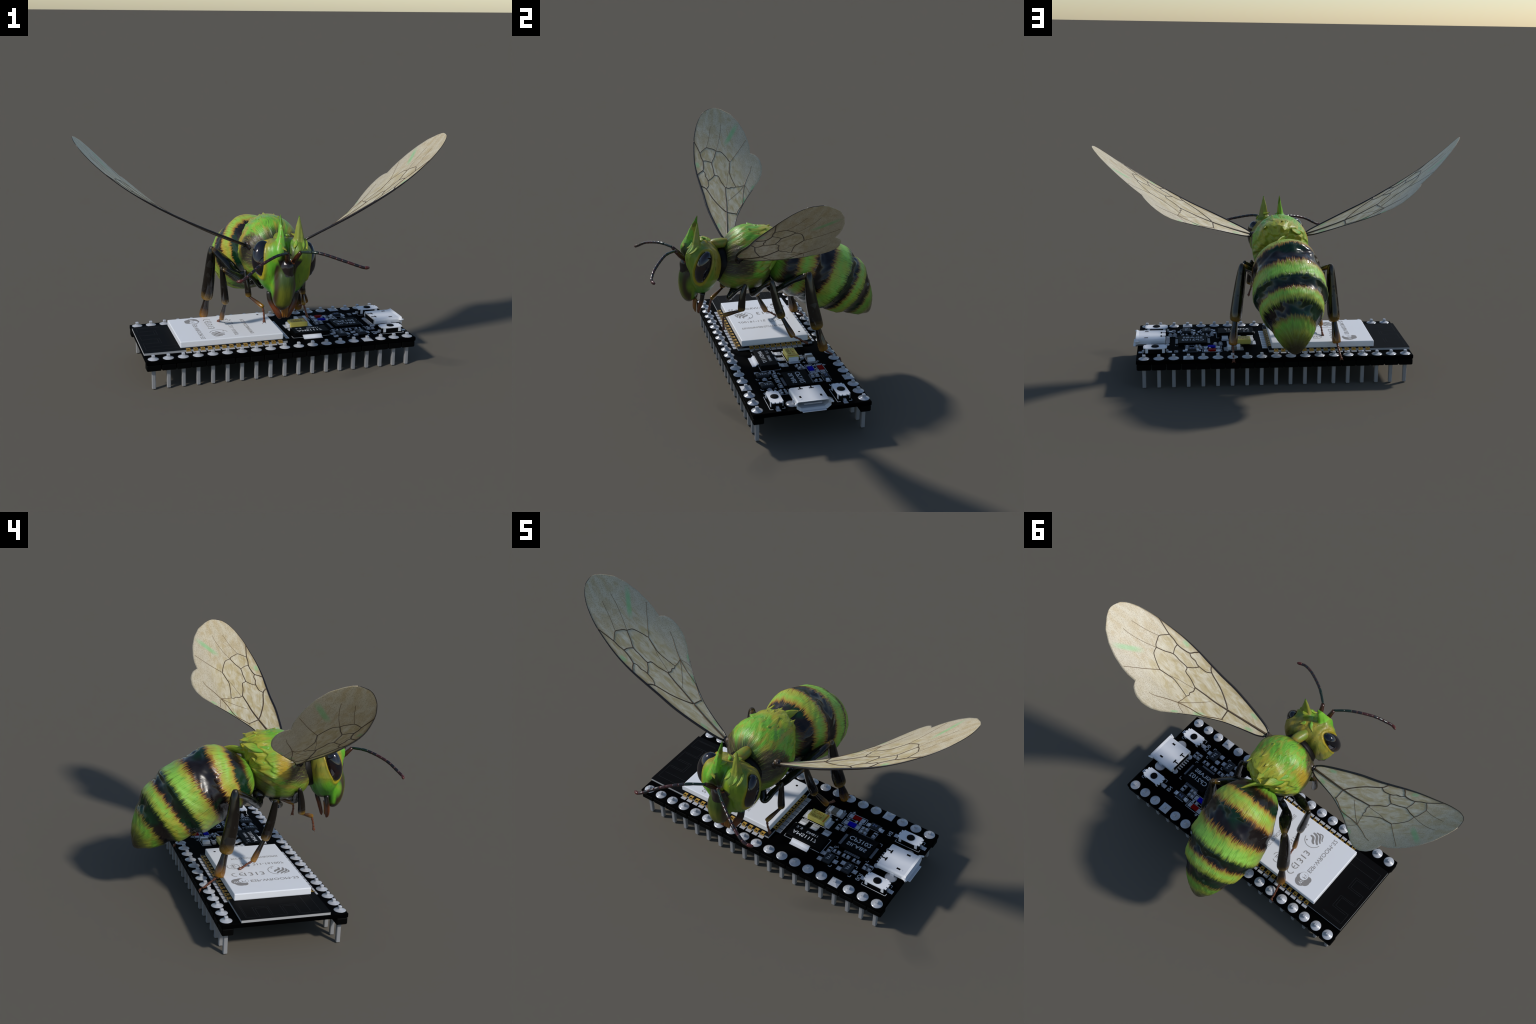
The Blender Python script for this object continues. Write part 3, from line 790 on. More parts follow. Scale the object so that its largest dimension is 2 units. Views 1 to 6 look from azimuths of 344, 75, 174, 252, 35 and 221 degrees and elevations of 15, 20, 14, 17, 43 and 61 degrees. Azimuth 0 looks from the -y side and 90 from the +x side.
def thorax_material():
    g = G("thorax_fur")
    o = g.obj(); x, y, z = g.sep(o)
    ang = g.m("ARCTAN2", x, g.m("ADD", z, 0.03))
    wav = g.noise(o, 14, 1)
    hair = g.comb(g.m("ADD", g.m("MULTIPLY", ang, 0.16), g.m("MULTIPLY", wav, 0.04)), g.m("MULTIPLY", y, 0.16), g.m("MULTIPLY", z, 0.05))
    st = g.noise(hair, 190, 3, 0.62, 0.5)
    broad = g.noise(g.comb(g.m("MULTIPLY", ang, 0.16), g.m("MULTIPLY", y, 0.35), g.m("MULTIPLY", z, 0.2)), 32, 2, 0.5, 0.8)
    col = g.mix(g.step(broad, 0.40, 0.68), (0.17, 0.46, 0.035), (0.40, 0.36, 0.035))
    blot = g.noise(o, 11, 2)
    col = g.mix(g.m("MULTIPLY", g.step(blot, 0.52, 0.66), 0.8), col, (0.22, 0.60, 0.05))
    # yellow towards the rear and the lower rim of the shield
    col = g.mix(g.m("MULTIPLY", g.step(g.m("ADD", y, g.m("MULTIPLY", blot, 0.06)), 0.06, 0.15), 0.7), col, (0.48, 0.40, 0.03))
    # brown shoulders around the wing roots and down the front flanks
    k = g.vm("LENGTH", g.comb(g.m("DIVIDE", g.m("SUBTRACT", g.m("ABSOLUTE", x), 0.150), 0.100), g.m("DIVIDE", g.m("ADD", y, 0.115), 0.105), g.m("DIVIDE", g.m("SUBTRACT", z, 0.000), 0.100)))
    kk = g.m("ADD", k, g.m("MULTIPLY", g.m("SUBTRACT", st, 0.5), 0.9))
    tan = g.mix(g.step(st, 0.42, 0.60), (0.115, 0.064, 0.024), (0.036, 0.022, 0.013))
    col = g.mix(g.m("MULTIPLY", g.step(kk, 1.30, 1.08), 0.97), col, tan)
    col = g.mix(g.m("MULTIPLY", g.step(kk, 0.95, 0.55), 0.85), col, (0.052, 0.037, 0.030))
    # gold band behind the shoulder on the left
    gb = g.m("MULTIPLY", g.step(x, -0.10, -0.14), g.step(g.m("ABSOLUTE", g.m("ADD", y, -0.01)), 0.05, 0.01))
    col = g.mix(g.m("MULTIPLY", gb, g.step(z, -0.05, 0.0)), col, (0.50, 0.33, 0.025))
    # olive flanks, dark front face and belly
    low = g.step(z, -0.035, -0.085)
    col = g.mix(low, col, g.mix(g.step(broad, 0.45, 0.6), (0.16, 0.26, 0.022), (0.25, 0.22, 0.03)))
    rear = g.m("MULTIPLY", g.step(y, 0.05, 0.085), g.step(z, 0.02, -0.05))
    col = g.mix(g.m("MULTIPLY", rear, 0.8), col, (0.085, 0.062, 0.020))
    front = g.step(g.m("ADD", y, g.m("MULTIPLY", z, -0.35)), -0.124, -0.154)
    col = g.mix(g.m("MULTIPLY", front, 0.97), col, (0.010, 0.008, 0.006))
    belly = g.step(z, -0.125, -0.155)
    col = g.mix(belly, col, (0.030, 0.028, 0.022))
    col = g.mix(g.m("MULTIPLY", g.step(st, 0.52, 0.70), 0.55), col, (0.045, 0.095, 0.012))
    col = g.mix(g.m("MULTIPLY", g.step(st, 0.47, 0.30), 0.32), col, (0.42, 0.58, 0.10))
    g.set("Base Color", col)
    g.set("Roughness", g.m("SUBTRACT", 0.36, g.m("MULTIPLY", belly, 0.2)))
    g.bump(st, 0.55, 0.004)
    return g.mat
M_thorax = thorax_material()
tv, tf = surface_nets(thorax_f, (-0.20, -0.285, 0.47), (0.18, 0.14, 0.88), 0.0045)
tme = mesh("thorax", tv - TO, tf)
put("thorax", tme, bee, M_thorax, TO)

# pointed locks of fur over the back of the thorax
def lock_mesh(L, W, thick, curl):
    """A pointed, keeled blade with depth, lying along +x, keel up +z."""
    n, mcr = 14, 8
    vs, fs = [], []
    for i in range(n):
        t = i / (n - 1)
        w = W * (math.sin(math.pi * min(1, t * 0.72 + 0.20)) ** 0.9) * (1 - t ** 5) * (0.5 + 0.5 * min(1, t * 4)) + 0.0004
        zc = curl * t * t * L - 0.05 * L * math.sin(math.pi * t)
        th = thick * (1 - 0.75 * t) + 0.0006
        for j in range(mcr):
            a = 2 * math.pi * j / mcr
            cy_, sz = math.cos(a), math.sin(a)
            vs.append((t * L, w * cy_, zc + th * sz * (1.1 - 0.6 * abs(cy_)) + 0.0022 * math.cos(cy_ * 7) * (1 - t)))
    for i in range(n - 1):
        for j in range(mcr):
            k = (j + 1) % mcr
            fs.append((i * mcr + j, i * mcr + k, (i + 1) * mcr + k, (i + 1) * mcr + j))
    fs += [tuple(range(mcr))[::-1], tuple((n - 1) * mcr + j for j in range(mcr))]
    return fix_normals(mesh("fur_lock", vs, fs))
def lock_material():
    g = G("fur_lock_green")
    gx, gy, gz = g.sep(g.gen()); o = g.obj()
    ox_, oy_, oz_ = g.sep(o)
    rnd = g.node("ObjectInfo").outputs["Random"]
    st = g.noise(g.comb(g.m("MULTIPLY", ox_, 0.12), oy_, g.m("ADD", oz_, rnd)), 260, 2)
    a = g.mix(rnd, (0.16, 0.44, 0.035), (0.36, 0.44, 0.04))
    col = g.mix(g.step(gx, 0.35, 1.0), a, (0.46, 0.42, 0.045))
    col = g.mix(g.m("MULTIPLY", g.step(st, 0.5, 0.72), 0.5), col, (0.20, 0.14, 0.02))
    g.set("Base Color", col); g.set("Roughness", 0.42)
    g.bump(st, 0.4, 0.003)
    return g.mat
M_lock = lock_material()
lock_kinds = [lock_mesh(0.085, 0.017, 0.0075, 0.02), lock_mesh(0.074, 0.015, 0.0065, 0.05), lock_mesh(0.100, 0.020, 0.0085, 0.00), lock_mesh(0.062, 0.017, 0.007, 0.08)]
def on_surface(f, p, it=40):
    p = V3(*p)
    for _ in range(it):
        e = 1e-4
        g = V3(*[(f(p + d) - f(p - d)) / (2 * e) for d in np.eye(3) * e])
        p = p - f(p) * g / max(g @ g, 0.3)
    return p, unit(g)
# rows of locks: each row sweeps back and towards the middle rear
APEX = V3(0.010, 0.118, 0.775)
rows = [(0.83, -0.035, 3, 0.060), (0.82, 0.005, 3, 0.085), (0.78, 0.035, 3, 0.105), (0.725, 0.045, 4, 0.130), (0.665, 0.035, 3, 0.140)]
for zr, yr, cnt, span in rows:
    for i in range(cnt):
        u = (i + 0.5) / cnt * 2 - 1 + rng.normal(0, 0.06)
        x = -0.010 + span * u
        p, n = on_surface(thorax_f, (x, yr - 0.075 * u * u + rng.normal(0, 0.007), zr - 0.045 * u * u + rng.normal(0, 0.006)))
        aim = (APEX + V3(0, 0.03, -0.35 * max(0, 0.80 - zr))) - p
        d = unit(aim - n * (aim @ n) + V3(0.35 * u * 0.05, 0.02, -0.01))
        d = unit(d - n * (d @ n))
        b = np.cross(n, d)
        tiltv = unit(d + n * (0.0 + 0.04 * rng.random()))
        nn = unit(np.cross(tiltv, b))
        nn = np.cross(tiltv, b) * 1.0
        rot = np.stack([tiltv, b, unit(np.cross(tiltv, b))], 1)
        me = lock_kinds[rng.integers(0, 4)]
        o_ = put("fur_lock", me, bee, M_lock, p - n * 0.0058 - tiltv * 0.012, rot)
        sc = 0.95 + 0.45 * rng.random()
        o_.scale = (sc, sc * (0.85 + 0.4 * rng.random()), sc)
# waist
M_gloss = plain("glossy_black_shell", (0.012, 0.010, 0.008), 0.18, spec=0.6)
v, f = tube(spline([(-0.02, 0.03, 0.61), (-0.025, 0.07, 0.615), (-0.03, 0.10, 0.62)], 8), [0.055, 0.048, 0.048, 0.05, 0.055, 0.06, 0.065, 0.07], 24)
put("waist", mesh("waist", np.array(v) - V3(-0.025, 0.07, 0.615), f), bee, M_gloss, (-0.025, 0.07, 0.615))

# ---------------------------------------------------------------- head
HO = V3(-0.010, -0.325, 0.640)
roll = 0.080
def to_head(P):
    Q = P - HO
    x = Q[..., 0] - roll * Q[..., 2]
    return np.stack([x, Q[..., 1], Q[..., 2] + roll * Q[..., 0]], -1)
EYE_C, EYE_R = V3(0.116, -0.008, 0.036), V3(0.044, 0.044, 0.086)
def eye_q(P, side):
    """Position in the frame of one eye (leaning back at the top)."""
    q = P * V3(side, 1, 1) - EYE_C
    y = q[..., 1] - 0.20 * q[..., 2] + 0.10 * q[..., 0]
    return np.stack([q[..., 0], y, q[..., 2]], -1) / EYE_R
HORNS = {1: ([(0.058, -0.034, 0.090), (0.056, -0.033, 0.150), (0.050, -0.030, 0.205), (0.0475, -0.026, 0.262)], [0.040, 0.0255, 0.0150, 0.0015]),
         -1: ([(-0.050, -0.055, 0.085), (-0.044, -0.045, 0.140), (-0.043, -0.028, 0.200), (-0.044, -0.010, 0.262)], [0.040, 0.0270, 0.0160, 0.0015])}
def horn_f(H, side):
    pts, rad = HORNS[side]
    d = spike(H, pts, rad, 1.0, 1.35) if side > 0 else spike(H, pts, rad, 1.5)
    a = np.arctan2(H[..., 1] - pts[1][1], H[..., 0] - pts[1][0])
    return d + 0.0022 * np.cos(a * 5 + H[..., 2] * 8) * np.clip((0.24 - H[..., 2]) / 0.1, 0, 1)
def skull_f(H):
    d = ell(H, (0.0, 0.012, 0.035), (0.108, 0.086, 0.106))
    for s in (1, -1):
        drop = np.maximum(0, -(H[..., 2] + 0.03))     # cheeks draw in towards the jaws
        Hs = np.stack([H[..., 0] + s * 0.34 * drop, H[..., 1] - 0.20 * H[..., 2], H[..., 2]], -1)
        d = smin(d, ell(Hs, (s * 0.086, 0.022, -0.016), (0.060, 0.062, 0.126)), 0.045)
        d = smin(d, ell(H, (s * 0.052, 0.000, 0.072), (0.054, 0.050, 0.048)), 0.04)
        # cheek plate that stands in front of the eye
        d = smin(d, ell(np.stack([H[..., 0] + s * 0.30 * drop, H[..., 1], H[..., 2]], -1), (s * 0.084, -0.036, 0.020), (0.044, 0.034, 0.100)), 0.03)
    d = smin(d, ell(H, (-0.004, 0.000, -0.075), (0.060, 0.056, 0.080)), 0.035)
    d = smin(d, ell(np.stack([H[..., 0] / (1.0 - 1.2 * np.clip(H[..., 2] + 0.11, 0, 0.15)), H[..., 1], H[..., 2]], -1), (-0.012, -0.062, -0.092), (0.060, 0.056, 0.122)), 0.014)
    for s in (1, -1):
        d = smin(d, ell(H, (s * 0.050, -0.050, 0.060), (0.040, 0.040, 0.060)), 0.03)
    d = smin(d, ell(H, (-0.008, -0.074, 0.006), (0.036, 0.036, 0.042)), 0.012)
    # shallow groove down the middle of the brow
    d = d + 0.010 * np.exp(-(H[..., 0] / 0.010) ** 2) * np.exp(-((H[..., 2] - 0.095) / 0.045) ** 2)
    # rim raised round each eye, socket sunk inside it
    for s in (1, -1):
        k = np.linalg.norm(eye_q(H, s), axis=-1)
        d = d - 0.004 * np.exp(-((k - 1.16) / 0.09) ** 2)
    a = np.arctan2(H[..., 0], -H[..., 1])
    return d + 0.0010 * np.sin(H[..., 0] * 160 + 30 * H[..., 2])
def head_f(P):
    H = to_head(P)
    d = skull_f(H)
    for s in (1, -1):
        d = smin(d, horn_f(H, s), 0.022)
    return d
def head_nodes(g):
    o = g.obj(); x, y, z = g.sep(o)
    hx = g.m("SUBTRACT", x, g.m("MULTIPLY", z, roll)); hz = g.m("ADD", z, g.m("MULTIPLY", x, roll))
    return o, hx, y, hz
def head_material(kind):
    g = G("head_" + kind)
    o, x, y, z = head_nodes(g)
    ax = g.m("ABSOLUTE", x)
    st = g.noise(g.comb(x, g.m("MULTIPLY", y, 0.7), g.m("MULTIPLY", z, 0.12)), 150, 3, 0.6, 0.4)
    blot = g.noise(o, 14, 2)
    if kind == "skin":
        right = g.step(x, -0.02, 0.05)
        col = g.mix(right, (0.13, 0.42, 0.022), (0.155, 0.25, 0.018))
        col = g.mix(g.m("MULTIPLY", g.step(blot, 0.48, 0.65), 0.6), col, (0.25, 0.34, 0.02))
        # golden crown and back of the head
        wide = g.m("ADD", y, g.m("MULTIPLY", x, -0.42))
        back = g.m("MULTIPLY", g.step(wide, -0.035, 0.010), g.step(g.m("ADD", z, g.m("MULTIPLY", blot, 0.10)), -0.05, 0.05))
        gold = g.mix(g.step(blot, 0.42, 0.62), (0.40, 0.285, 0.035), (0.26, 0.25, 0.035))
        gold = g.mix(g.m("MULTIPLY", g.step(st, 0.58, 0.70), 0.6), gold, (0.07, 0.05, 0.015))
        col = g.mix(g.m("MULTIPLY", back, 0.9), col, gold)
        low = g.m("MULTIPLY", g.step(z, -0.05, -0.12), g.step(y, -0.05, -0.03))
        col = g.mix(low, col, (0.055, 0.22, 0.018))
        # yellow rim round the eye
        k = g.comb(g.m("DIVIDE", g.m("SUBTRACT", ax, EYE_C[0]), EYE_R[0]),
                   g.m("DIVIDE", g.m("ADD", g.m("SUBTRACT", g.m("SUBTRACT", y, EYE_C[1]), g.m("MULTIPLY", g.m("SUBTRACT", z, EYE_C[2]), 0.20)), g.m("MULTIPLY", g.m("SUBTRACT", ax, EYE_C[0]), 0.10)), EYE_R[1]),
                   g.m("DIVIDE", g.m("SUBTRACT", z, EYE_C[2]), EYE_R[2]))
        k = g.vm("LENGTH", k)
        col = g.mix(g.m("MULTIPLY", g.step(k, 1.30, 1.12), 0.75), col, (0.43, 0.31, 0.012))
        # face shield: brown sides, olive middle, glossy dark boss, dark tip
        fr = g.step(y, -0.062, -0.080)
        side = g.m("MULTIPLY", g.step(g.m("ABSOLUTE", g.m("ADD", x, 0.012)), 0.062, 0.050), g.m("MULTIPLY", g.step(y, -0.050, -0.064), g.step(z, 0.045, 0.01)))
        col = g.mix(side, col, (0.045, 0.028, 0.012))
        mid = g.m("MULTIPLY", g.step(g.m("ABSOLUTE", g.m("ADD", x, 0.012)), 0.046, 0.028), g.m("MULTIPLY", fr, g.step(z, -0.215, -0.17)))
        col = g.mix(mid, col, g.mix(g.step(g.m("ADD", z, g.m("MULTIPLY", st, 0.05)), -0.03, -0.10), (0.050, 0.085, 0.012), (0.130, 0.145, 0.012)))
        # boss: a blunt triangle pointing down
        tri = g.m("ADD", ax, g.m("MULTIPLY", z, -0.55))
        boss = g.m("MULTIPLY", g.step(tri, 0.042, 0.034), g.m("MULTIPLY", g.step(y, -0.055, -0.068), g.m("MULTIPLY", g.step(z, -0.036, -0.028), g.step(z, 0.060, 0.040))))
        col = g.mix(boss, col, (0.020, 0.014, 0.014))
        brow = g.m("MULTIPLY", g.step(ax, 0.026, 0.010), g.m("MULTIPLY", g.step(y, -0.035, -0.055), g.step(z, 0.03, 0.06)))
        col = g.mix(g.m("MULTIPLY", brow, 0.7), col, (0.045, 0.035, 0.02))
        tip = g.step(z, -0.178, -0.200)
        col = g.mix(tip, col, (0.030, 0.022, 0.012))
        g.set("Roughness", g.m("SUBTRACT", 0.36, g.m("MULTIPLY", g.m("MAXIMUM", boss, tip), 0.24)))
        under = g.m("MULTIPLY", g.step(z, -0.12, -0.16), g.step(y, -0.05, -0.01))
        col = g.mix(under, col, (0.03, 0.03, 0.025))
    else:
        base = (0.20, 0.52, 0.04) if kind == "left_horn" else (0.26, 0.31, 0.04)
        second = (0.36, 0.26, 0.035) if kind == "left_horn" else (0.36, 0.29, 0.06)
        wave = g.noise(g.comb(x, y, g.m("MULTIPLY", z, 0.10)), 45, 2, 0.5, 0.6)
        col = g.mix(g.m("MULTIPLY", g.step(wave, 0.52, 0.66), 0.75), base, second)
        g.set("Roughness", 0.36)
    col = g.mix(g.m("MULTIPLY", g.step(st, 0.54, 0.78), 0.45), col, (0.035, 0.06, 0.008))
    g.set("Base Color", col)
    g.bump(st, 0.4, 0.003)
    return g.mat
hv, hf = surface_nets(head_f, (-0.19, -0.47, 0.38), (0.19, -0.20, 0.92), 0.0038)
hn = vertex_normals(hv, hf)
cen = to_head(hv[hf].mean(1))
sk = skull_f(cen)
isR, isL = horn_f(cen, 1) < sk - 0.004, horn_f(cen, -1) < sk - 0.004
head = put("head", region_mesh("head", hv, hf, hn, ~(isR | isL), HO), bee, head_material("skin"), HO)
put("horn", region_mesh("horn", hv, hf, hn, isR, HO), bee, head_material("right_horn"), HO)
put("horn", region_mesh("horn", hv, hf, hn, isL, HO), bee, head_material("left_horn"), HO)

# eyes: glossy dark domes, a clear coat over brown
def eye_material():
    g = G("compound_eye", Roughness=0.06, Coat_Weight=0.6, Coat_Roughness=0.04)
    n = g.noise(g.obj(), 18, 2)
    g.set("Base Color", g.mix(g.step(n, 0.45, 0.62), (0.006, 0.006, 0.010), (0.020, 0.007, 0.007)))
    cells = g.voro(g.obj(), 420)
    g.bump(cells, 0.03, 0.001)
    return g.mat
M_eye = eye_material()
u_, v_ = np.meshgrid(np.linspace(0, 2 * math.pi, 48, endpoint=False), np.linspace(0, math.pi, 30), indexing="xy")
for s in (1, -1):
    q = np.stack([np.sin(v_) * np.cos(u_) , np.sin(v_) * np.sin(u_), np.cos(v_)], -1) * EYE_R
    if s < 0:
        q = q * V3(1.30, 1, 1)
    q[..., 1] += 0.20 * q[..., 2] - 0.10 * q[..., 0]
    H = (q + EYE_C) * V3(s, 1, 1)
    W = np.stack([H[..., 0] + roll * H[..., 2], H[..., 1], H[..., 2] - roll * H[..., 0]], -1) / (1 + roll ** 2)
    W[..., 1] = H[..., 1]
    c = W.reshape(-1, 3).mean(0)
    fs = []
    for i in range(29):
        for j in range(48):
            k = (j + 1) % 48
            fs.append((i * 48 + j, i * 48 + k, (i + 1) * 48 + k, (i + 1) * 48 + j))
    put("eye", fix_normals(mesh("eye", W.reshape(-1, 3) - c, fs)), bee, M_eye, HO + c)

# little lobes and flakes round the horn roots
def flake(parent, mat, a, b, w, th, lift=0.0, name="horn_flake"):
    a, b = V3(*a), V3(*b)
    L = np.linalg.norm(b - a); d = unit(b - a)
    n = unit(V3(0, -0.3, 1) - d * (V3(0, -0.3, 1) @ d)); bb = np.cross(n, d)
    me = lock_mesh(L, w, th, lift)
    return put(name, me, parent, mat, a, np.stack([d, bb, np.cross(d, bb)], 1))
M_flake = M_lock
for a, b, w in (((0.040, -0.375, 0.775), (0.018, -0.400, 0.742), 0.010), ((0.060, -0.335, 0.790), (0.022, -0.330, 0.800), 0.012), ((-0.030, -0.370, 0.790), (-0.008, -0.338, 0.788), 0.010),
                ((0.075, -0.372, 0.770), (0.052, -0.410, 0.722), 0.012), ((-0.055, -0.398, 0.770), (-0.025, -0.415, 0.735), 0.012), ((0.010, -0.300, 0.785), (0.030, -0.275, 0.782), 0.012),
                ((-0.010, -0.318, 0.785), (-0.045, -0.280, 0.772), 0.011), ((0.090, -0.352, 0.775), (0.086, -0.400, 0.730), 0.011)):
    flake(bee, M_flake, a, b, w, 0.006, 0.05)

# neck and the round lobe between head and thorax
M_neck = plain("dark_neck", (0.006, 0.005, 0.004), 0.5, spec=0.2)
v, f = tube(spline([(-0.012, -0.300, 0.630), (-0.012, -0.250, 0.632), (-0.012, -0.190, 0.640)], 8), [0.075, 0.08, 0.082, 0.085, 0.09, 0.095, 0.10, 0.10], 28)
put("neck", mesh("neck", np.array(v) - V3(-0.012, -0.25, 0.63), f), bee, M_neck, (-0.012, -0.25, 0.63))
def lobe_material():
    g = G("neck_lobe_skin", Roughness=0.38)
    n = g.noise(g.obj(), 30, 3)
    g.set("Base Color", g.mix(g.step(n, 0.45, 0.65), (0.20, 0.27, 0.03), (0.33, 0.24, 0.03)))
    g.bump(g.noise(g.obj(), 200, 2), 0.3, 0.002)
    return g.mat
t = np.linspace(-1, 1, 17)
ctr = V3(-0.008, -0.230, 0.750)
path = ctr + np.outer(t * 0.058, unit(V3(0.20, 0.9, 0.10)))
v, f = tube(path, 0.028 * np.sqrt(np.maximum(1 - np.abs(t) ** 3, 0.002)), 22)
put("neck_lobe", mesh("neck_lobe", np.array(v) - ctr, f), bee, lobe_material(), ctr)

# mouth parts
def mouth_material():
    g = G("mandible_brown", Roughness=0.3)
    z = g.sep(g.gen())[2]
    n = g.noise(g.obj(), 60, 2)
    g.set("Base Color", g.ramp(g.m("ADD", z, g.m("MULTIPLY", g.m("SUBTRACT", n, 0.5), 0.2)), [(0.0, (0.10, 0.027, 0.010)), (0.45, (0.17, 0.045, 0.012)), (0.70, (0.018, 0.012, 0.008)), (1.0, (0.012, 0.010, 0.008))]))
    return g.mat
M_mand = mouth_material()
for pts in ([(-0.080, -0.330, 0.510), (-0.080, -0.338, 0.470), (-0.062, -0.350, 0.430), (-0.043, -0.358, 0.395), (-0.033, -0.357, 0.372)],
            [(0.050, -0.328, 0.505), (0.047, -0.332, 0.465), (0.032, -0.340, 0.430), (0.014, -0.345, 0.395), (0.003, -0.346, 0.372)]):
    p = spline(pts, 16)
    v, f = tube(p, np.interp(np.linspace(0, 1, 16), [0, 0.25, 0.6, 0.9, 1], [0.020, 0.018, 0.0165, 0.012, 0.004]), 16, (1.0, 0.62), (1, 0, 0))
    c = V3(*p.mean(0))
    put("mandible", mesh("mandible", np.array(v) - c, f), bee, M_mand, c)
M_tong = plain("orange_brown_tongue", (0.26, 0.10, 0.015), 0.35, grain=0.3)
for dx in (-0.011, 0.0, 0.011):
    p = spline([(-0.014 + dx, -0.356, 0.452), (-0.013 + dx, -0.362, 0.412), (-0.012 + dx * 0.8, -0.360, 0.378)], 8)
    v, f = tube(p, [0.008, 0.008, 0.0078, 0.0075, 0.007, 0.0065, 0.0055, 0.003], 10)
    c = V3(*p.mean(0))
    put("tongue", mesh("tongue", np.array(v) - c, f), bee, M_tong, c)

# antennae: a scape and a row of beads
def bead_material():
    g = G("antenna_shell", Roughness=0.2)
    r = g.node("ObjectInfo").outputs["Random"]; z = g.sep(g.gen())[2]
    end = g.m("MULTIPLY", g.step(g.m("ABSOLUTE", g.m("SUBTRACT", z, 0.5)), 0.30, 0.48), 0.6)
    col = g.mix(g.step(r, 0.2, 0.9), (0.014, 0.012, 0.014), (0.050, 0.014, 0.014))
    g.set("Base Color", g.mix(end, col, (0.085, 0.016, 0.012)))
    return g.mat
M_bead = bead_material()
M_bead_green = plain("antenna_green", (0.009, 0.022, 0.015), 0.18)
M_bead_tip = plain("antenna_red_tip", (0.095, 0.018, 0.014), 0.3)
M_scape = plain("antenna_brown", (0.055, 0.017, 0.007), 0.25, grain=0.6)
def seg_mesh(name, p, q, r0, rm, r1, n=12, rings=7, flat=None, ref=(0, 0, 1)):
    """Bulged segment from p to q; local z along it, origin at p. Returns mesh, rotation."""
    p, q = V3(*p), V3(*q)
    L = np.linalg.norm(q - p); d = unit(q - p)
    up = V3(*ref); a = unit(up - d * (up @ d)) if abs(up @ d) < 0.98 else unit(np.cross(d, V3(1, 0, 0)))
    b = np.cross(d, a)
    t = np.linspace(0, 1, rings)
    r = np.interp(t, [0, 0.5, 1], [r0, rm, r1])
    path = np.outer(t * L, V3(0, 0, 1))
    v, f = tube(path, r, n, flat, (1, 0, 0))
    return mesh(name, v, f), np.stack([a, b, d], 1)
for base, elbow, ctrl in (((-0.022, -0.412, 0.676), (-0.038, -0.470, 0.7385), [(-0.112, -0.5225, 0.741), (-0.208, -0.583, 0.716), (-0.279, -0.620, 0.678), (-0.308, -0.629, 0.665), (-0.330, -0.6215, 0.661)]),
                          ((0.010, -0.408, 0.675), (0.0315, -0.4665, 0.740), [(0.104, -0.528, 0.7445), (0.203, -0.592, 0.717), (0.268, -0.620, 0.695), (0.300, -0.622, 0.6845), (0.3275, -0.614, 0.6825)])):
    me, rot = seg_mesh("scape", base, elbow, 0.0085, 0.0125, 0.009, 14)
    an = put("antenna", me, bee, M_scape, base, rot)
    put("antenna_socket", revolve("antenna_socket", [(0.002, -0.010), (0.011, -0.006), (0.0125, 0.0), (0.010, 0.006), (0.003, 0.009)], 16), an, plain("socket_orange", (0.24, 0.065, 0.015), 0.3), base)
    pts = spline([elbow] + ctrl, 200)
    acc = np.concatenate([[0], np.cumsum(np.linalg.norm(np.diff(pts, axis=0), axis=1))]); acc /= acc[-1]
    cuts = np.concatenate([[0, 0.16], np.linspace(0.26, 1, 10)])
    for i in range(len(cuts) - 1):
        t = np.linspace(cuts[i], cuts[i + 1], 9)
        p = np.stack([np.interp(t, acc, pts[:, k]) for k in range(3)], 1)
        w = np.linspace(0, 1, 9)
        rad = (0.0074 if i else 0.0062) * (0.94 + 0.09 * np.sin(np.pi * w) + (0.12 * w if i == 0 else 0))
        if i == len(cuts) - 2:
            rad = 0.0085 * np.interp(w, [0, 0.4, 0.85, 1], [0.85, 1, 0.75, 0.25])
        v, f = tube(p, rad, 12)
        d = unit(p[-1] - p[0]); a = unit(V3(0, 0, 1) - d * d[2]); b = np.cross(d, a); R = np.stack([a, b, d], 1)
        o_ = put("antenna_segment", mesh("antenna_segment", (np.array(v) - p[0]) @ R, f), an, [M_bead_green, M_bead_green][i] if i < 2 else (M_bead_tip if i >= len(cuts) - 2 else M_bead), p[0])
        # child of a rotated part: undo the parent's turn
        pr = Matrix([list(r) for r in rot])
        o_.matrix_parent_inverse = Matrix.Identity(4)
        rel = rot.T @ (p[0] - V3(*base)); o_.location = rel
        o_.rotation_mode = "QUATERNION"; o_.rotation_quaternion = Matrix([list(r) for r in (rot.T @ R)]).to_quaternion()

def child_local(o, parent_rot, parent_at, at, rot):
    """Place o (child of a rotated part) at a world position and rotation."""
    o.location = parent_rot.T @ (V3(*at) - V3(*parent_at))
    o.rotation_mode = "QUATERNION"
    o.rotation_quaternion = Matrix([list(r) for r in (parent_rot.T @ rot)]).to_quaternion()

# ---------------------------------------------------------------- legs
def leg_material(name, stops, rough=0.13, patchy=True):
    g = G(name)
    z = g.sep(g.gen())[2]; o = g.obj()
    n = g.noise(o, 38, 2)
    col = g.ramp(g.m("ADD", z, g.m("MULTIPLY", g.m("SUBTRACT", n, 0.5), 0.08)), stops)
    g.set("Base Color", col)
    p = g.step(g.noise(o, 20, 1), 0.57, 0.60)
    g.set("Roughness", g.m("ADD", rough, g.m("MULTIPLY", p, 0.22)) if patchy else rough)
    g.set("Specular IOR Level", 0.55)
    return g.mat
LB, LG_, LO = (0.0055, 0.0042, 0.0032), (0.006, 0.022, 0.010), (0.26, 0.14, 0.012)
M_femur = leg_material("femur_shell", [(0.0, LB), (0.5, (0.010, 0.014, 0.009)), (0.84, LB), (0.93, (0.09, 0.05, 0.01)), (1.0, LO)])
